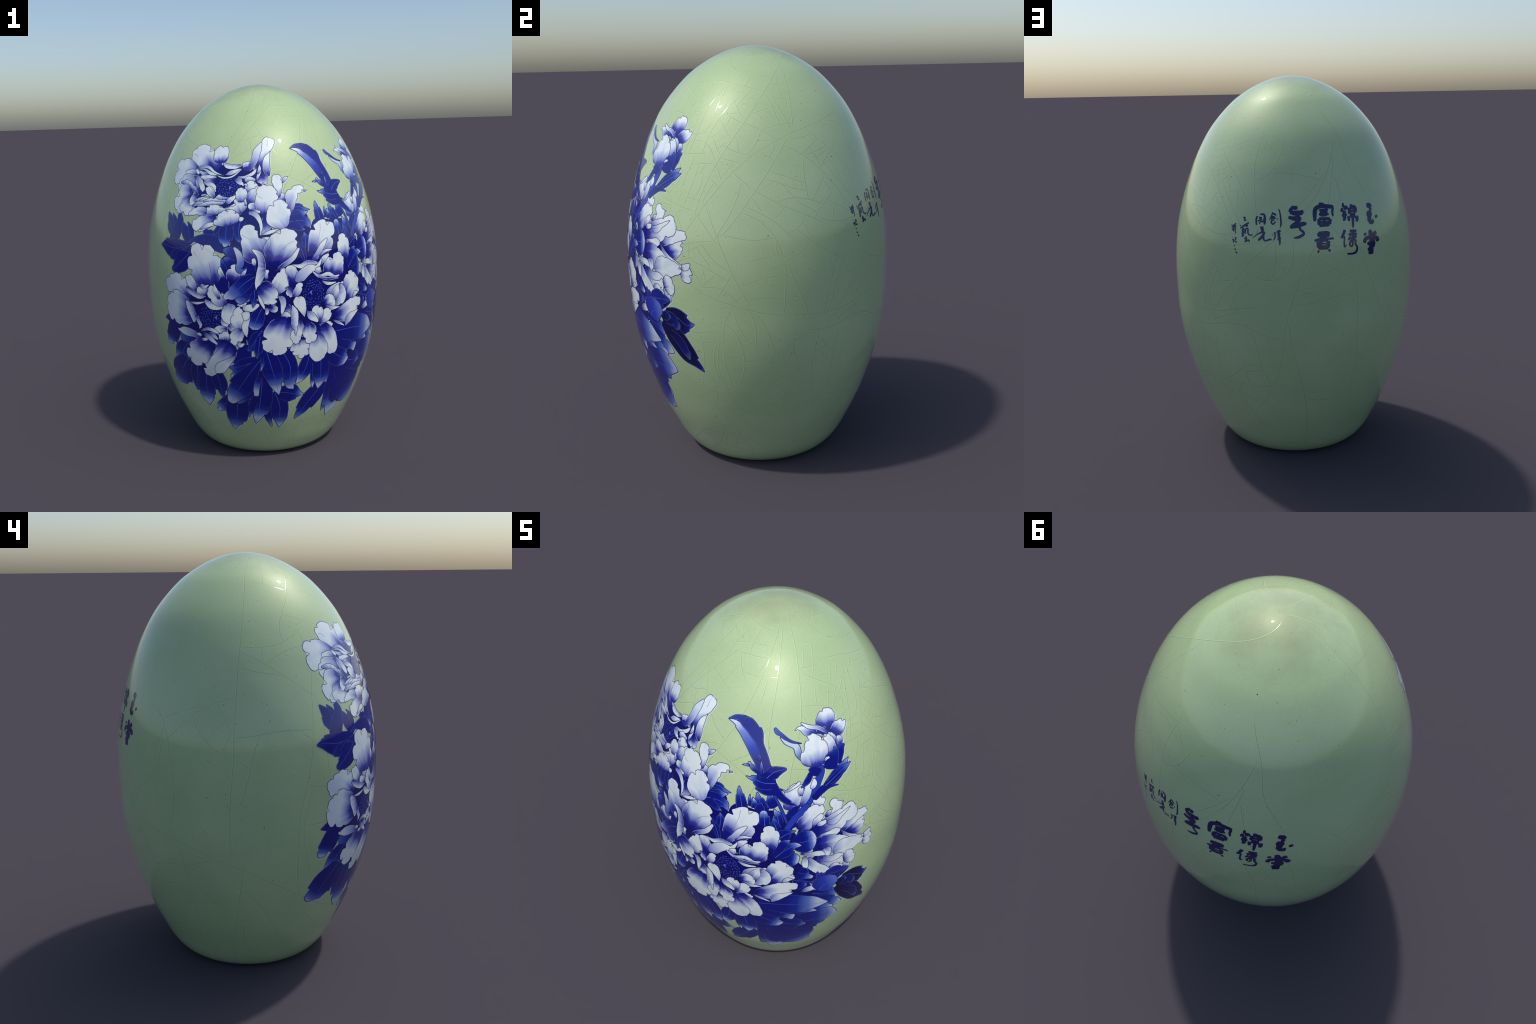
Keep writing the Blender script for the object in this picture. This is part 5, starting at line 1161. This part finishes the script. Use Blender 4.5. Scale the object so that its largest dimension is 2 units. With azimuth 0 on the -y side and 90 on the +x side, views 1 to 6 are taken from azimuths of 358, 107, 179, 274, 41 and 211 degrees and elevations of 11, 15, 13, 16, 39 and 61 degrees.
character([(149.19, 129.78, 0.2), (149.84, 129.84, 0.16)],
          [(149.64, 128.81, 0.24), (151.67, 130.59, 0.24)],
          [(149.44, 128.63, 0.27), (151.85, 129.53, 0.31)],
          [(150.48, 129.49, 0.4), (150.71, 126.55, 0.33)],
          [(149.66, 127.44, 0.27), (151.08, 128.18, 0.25)],
          [(151.36, 129.36, 0.25), (151.57, 127.04, 0.21), (151.66, 125.29, 0.09)])
character([(150.23, 124, 0.23), (150.53, 123.91, 0.16)],
          [(150.13, 122.26, 0.15), (150.91, 122.98, 0.25), (151.02, 121.16, 0.21)],
          [(151.43, 123.81, 0.18), (152.12, 123.77, 0.3), (151.78, 122.56, 0.25), (151.82, 121.78, 0.19), (152.91, 121.87, 0.22)])
character([(151.34, 120.2, 0.15), (151.9, 119.73, 0.24)],
          [(151.52, 118.43, 0.14), (152.08, 118.34, 0.2), (152.1, 117.69, 0.11)],
          [(152.16, 117.09, 0.13), (153.12, 116.5, 0.28)])

# ------------------------------------------------------------------ painted edge highlight under the painting
ob = mesh_object("emboss_highlight", BORDER_V, BORDER_F, [M_EMBOSS_LIGHT])
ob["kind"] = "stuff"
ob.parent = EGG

# ------------------------------------------------------------------ crackle in the glaze
def build_crackle():
    """Cracks grow over the shell one after another; each wanders smoothly and stops
    where it meets an older one.  Late ones start square to an older crack."""
    rng = np.random.default_rng(11)
    step, reach = 0.010, 0.013
    cellsize = 0.03
    bins = {}
    starts = []
    cracks = []

    def key(p):
        return tuple(np.floor(p / cellsize).astype(int))

    def near(p, me):
        k = key(p)
        best = None
        for dx in (-1, 0, 1):
            for dy in (-1, 0, 1):
                for dz in (-1, 0, 1):
                    for q, owner, idx in bins.get((k[0] + dx, k[1] + dy, k[2] + dz), ()):
                        if owner != me and np.linalg.norm(p - q) < reach:
                            d = np.linalg.norm(p - q)
                            if best is None or d < best[0]:
                                best = (d, q)
        return best

    def grow(az, s, turn, length, bend, me, free):
        path, heading, curl = [], turn, rng.normal(0, bend)
        while len(path) < length:
            r = radius_at_arc(s)
            if r < 0.03 or (r < 0.11 and near(shell(np.array(az), np.array(s)), me)) or s < 0.36:
                break
            p = shell(np.array(az), np.array(s))
            hit = near(p, me) if len(path) > free else None
            if r < 0.16 and rng.random() < 0.12:
                break
            path.append((az, s))
            if hit:
                q = hit[1]
                path[-1] = (math.atan2(q[0], -q[1]) if True else az, s)
                break
            curl = 0.93 * curl + rng.normal(0, bend * 0.45)
            heading += curl * step
            az += math.cos(heading) * step / r
            s += math.sin(heading) * step
        return path

    def store(path):
        me = len(cracks)
        for i, (az, s) in enumerate(path):
            p = shell(np.array(az), np.array(s))
            bins.setdefault(key(p), []).append((p, me, i))
        cracks.append(path)

    # long cracks, mostly up and down the shell
    for i in range(30):
        az = math.radians(i * 360 / 30 + rng.uniform(-6, 6))
        s = rng.uniform(0.6, 2.3)
        turn = rng.choice([-1, 1]) * math.pi / 2 + rng.normal(0, 0.4)
        path = grow(az, s, turn, rng.integers(70, 150), 0.8, len(cracks), 0)
        back = grow(az, s, turn + math.pi, rng.integers(40, 110), 0.8, len(cracks), 2)
        path = back[:0:-1] + path
        if len(path) > 14:
            store(path)
    # shorter ones start square to an older crack; the right side of the egg is crazed more densely
    for i in range(3600):
        parent = cracks[rng.integers(len(cracks))]
        if len(parent) < 6:
            continue
        k = rng.integers(2, len(parent) - 2)
        (a0, s0), (a1, s1) = parent[k - 1], parent[k]
        azd = math.degrees(a1) % 360
        dense = azd < 150 or azd > 345
        if rng.random() > (0.5 if dense else 0.3) * (0.35 if s1 > 2.45 else 1):
            continue
        here = shell(np.array(a1), np.array(s1))
        if any(np.linalg.norm(here - q) < (0.027 if dense else 0.075) for q in starts):
            continue
        along = math.atan2(s1 - s0, (a1 - a0) * radius_at_arc(s1))
        turn = along + rng.choice([-1, 1]) * (math.pi / 2 + rng.normal(0, 0.35))
        path = grow(a1, s1, turn, rng.integers(12, 46) if dense else rng.integers(25, 90), 2.2, len(cracks), 3)
        if len(path) > 6:
            starts.append(here)
            store(path)
    verts, faces, slots = [], [], []
    for path in cracks:
        P = np.array(path)
        P[:, 0] = np.unwrap(P[:, 0])
        for _ in range(2):
            P[1:-1] = (P[:-2] + 2 * P[1:-1] + P[2:]) / 4
        r = radius_at_arc(P[:, 1])
        t = np.gradient(P, axis=0)
        t[:, 0] *= r
        t /= np.linalg.norm(t, axis=1)[:, None] + 1e-12
        fade = np.minimum(1, np.minimum(np.arange(len(P)) + 0.6, len(P) - np.arange(len(P)) - 0.4) / 3)
        w, h = 0.0027 * (0.6 + 0.4 * fade), CRACK_HEIGHT * fade
        o = len(verts)
        for off, lift in ((-1, -0.00005), (-0.35, 0.75), (0, 1), (0.35, 0.75), (1, -0.00005)):
            az = P[:, 0] - t[:, 1] * w * off / r
            s = P[:, 1] + t[:, 0] * w * off
            verts.extend(shell(az, s, lift * h if lift > 0 else lift))
        n = len(P)
        for k in range(4):
            for i in range(n - 1):
                # relief shading put into colour: the flank looking right and up is darker
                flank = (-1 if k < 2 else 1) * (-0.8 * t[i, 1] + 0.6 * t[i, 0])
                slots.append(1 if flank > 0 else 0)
                faces.append((o + k * n + i, o + k * n + i + 1, o + (k + 1) * n + i + 1, o + (k + 1) * n + i))
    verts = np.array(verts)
    ob = mesh_object("crackle", verts, facing_out(verts, faces), [M_CRACK, M_CRACK_SHADE], slots)
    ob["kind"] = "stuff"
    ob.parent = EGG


CRACK_HEIGHT = 0.00012
build_crackle()
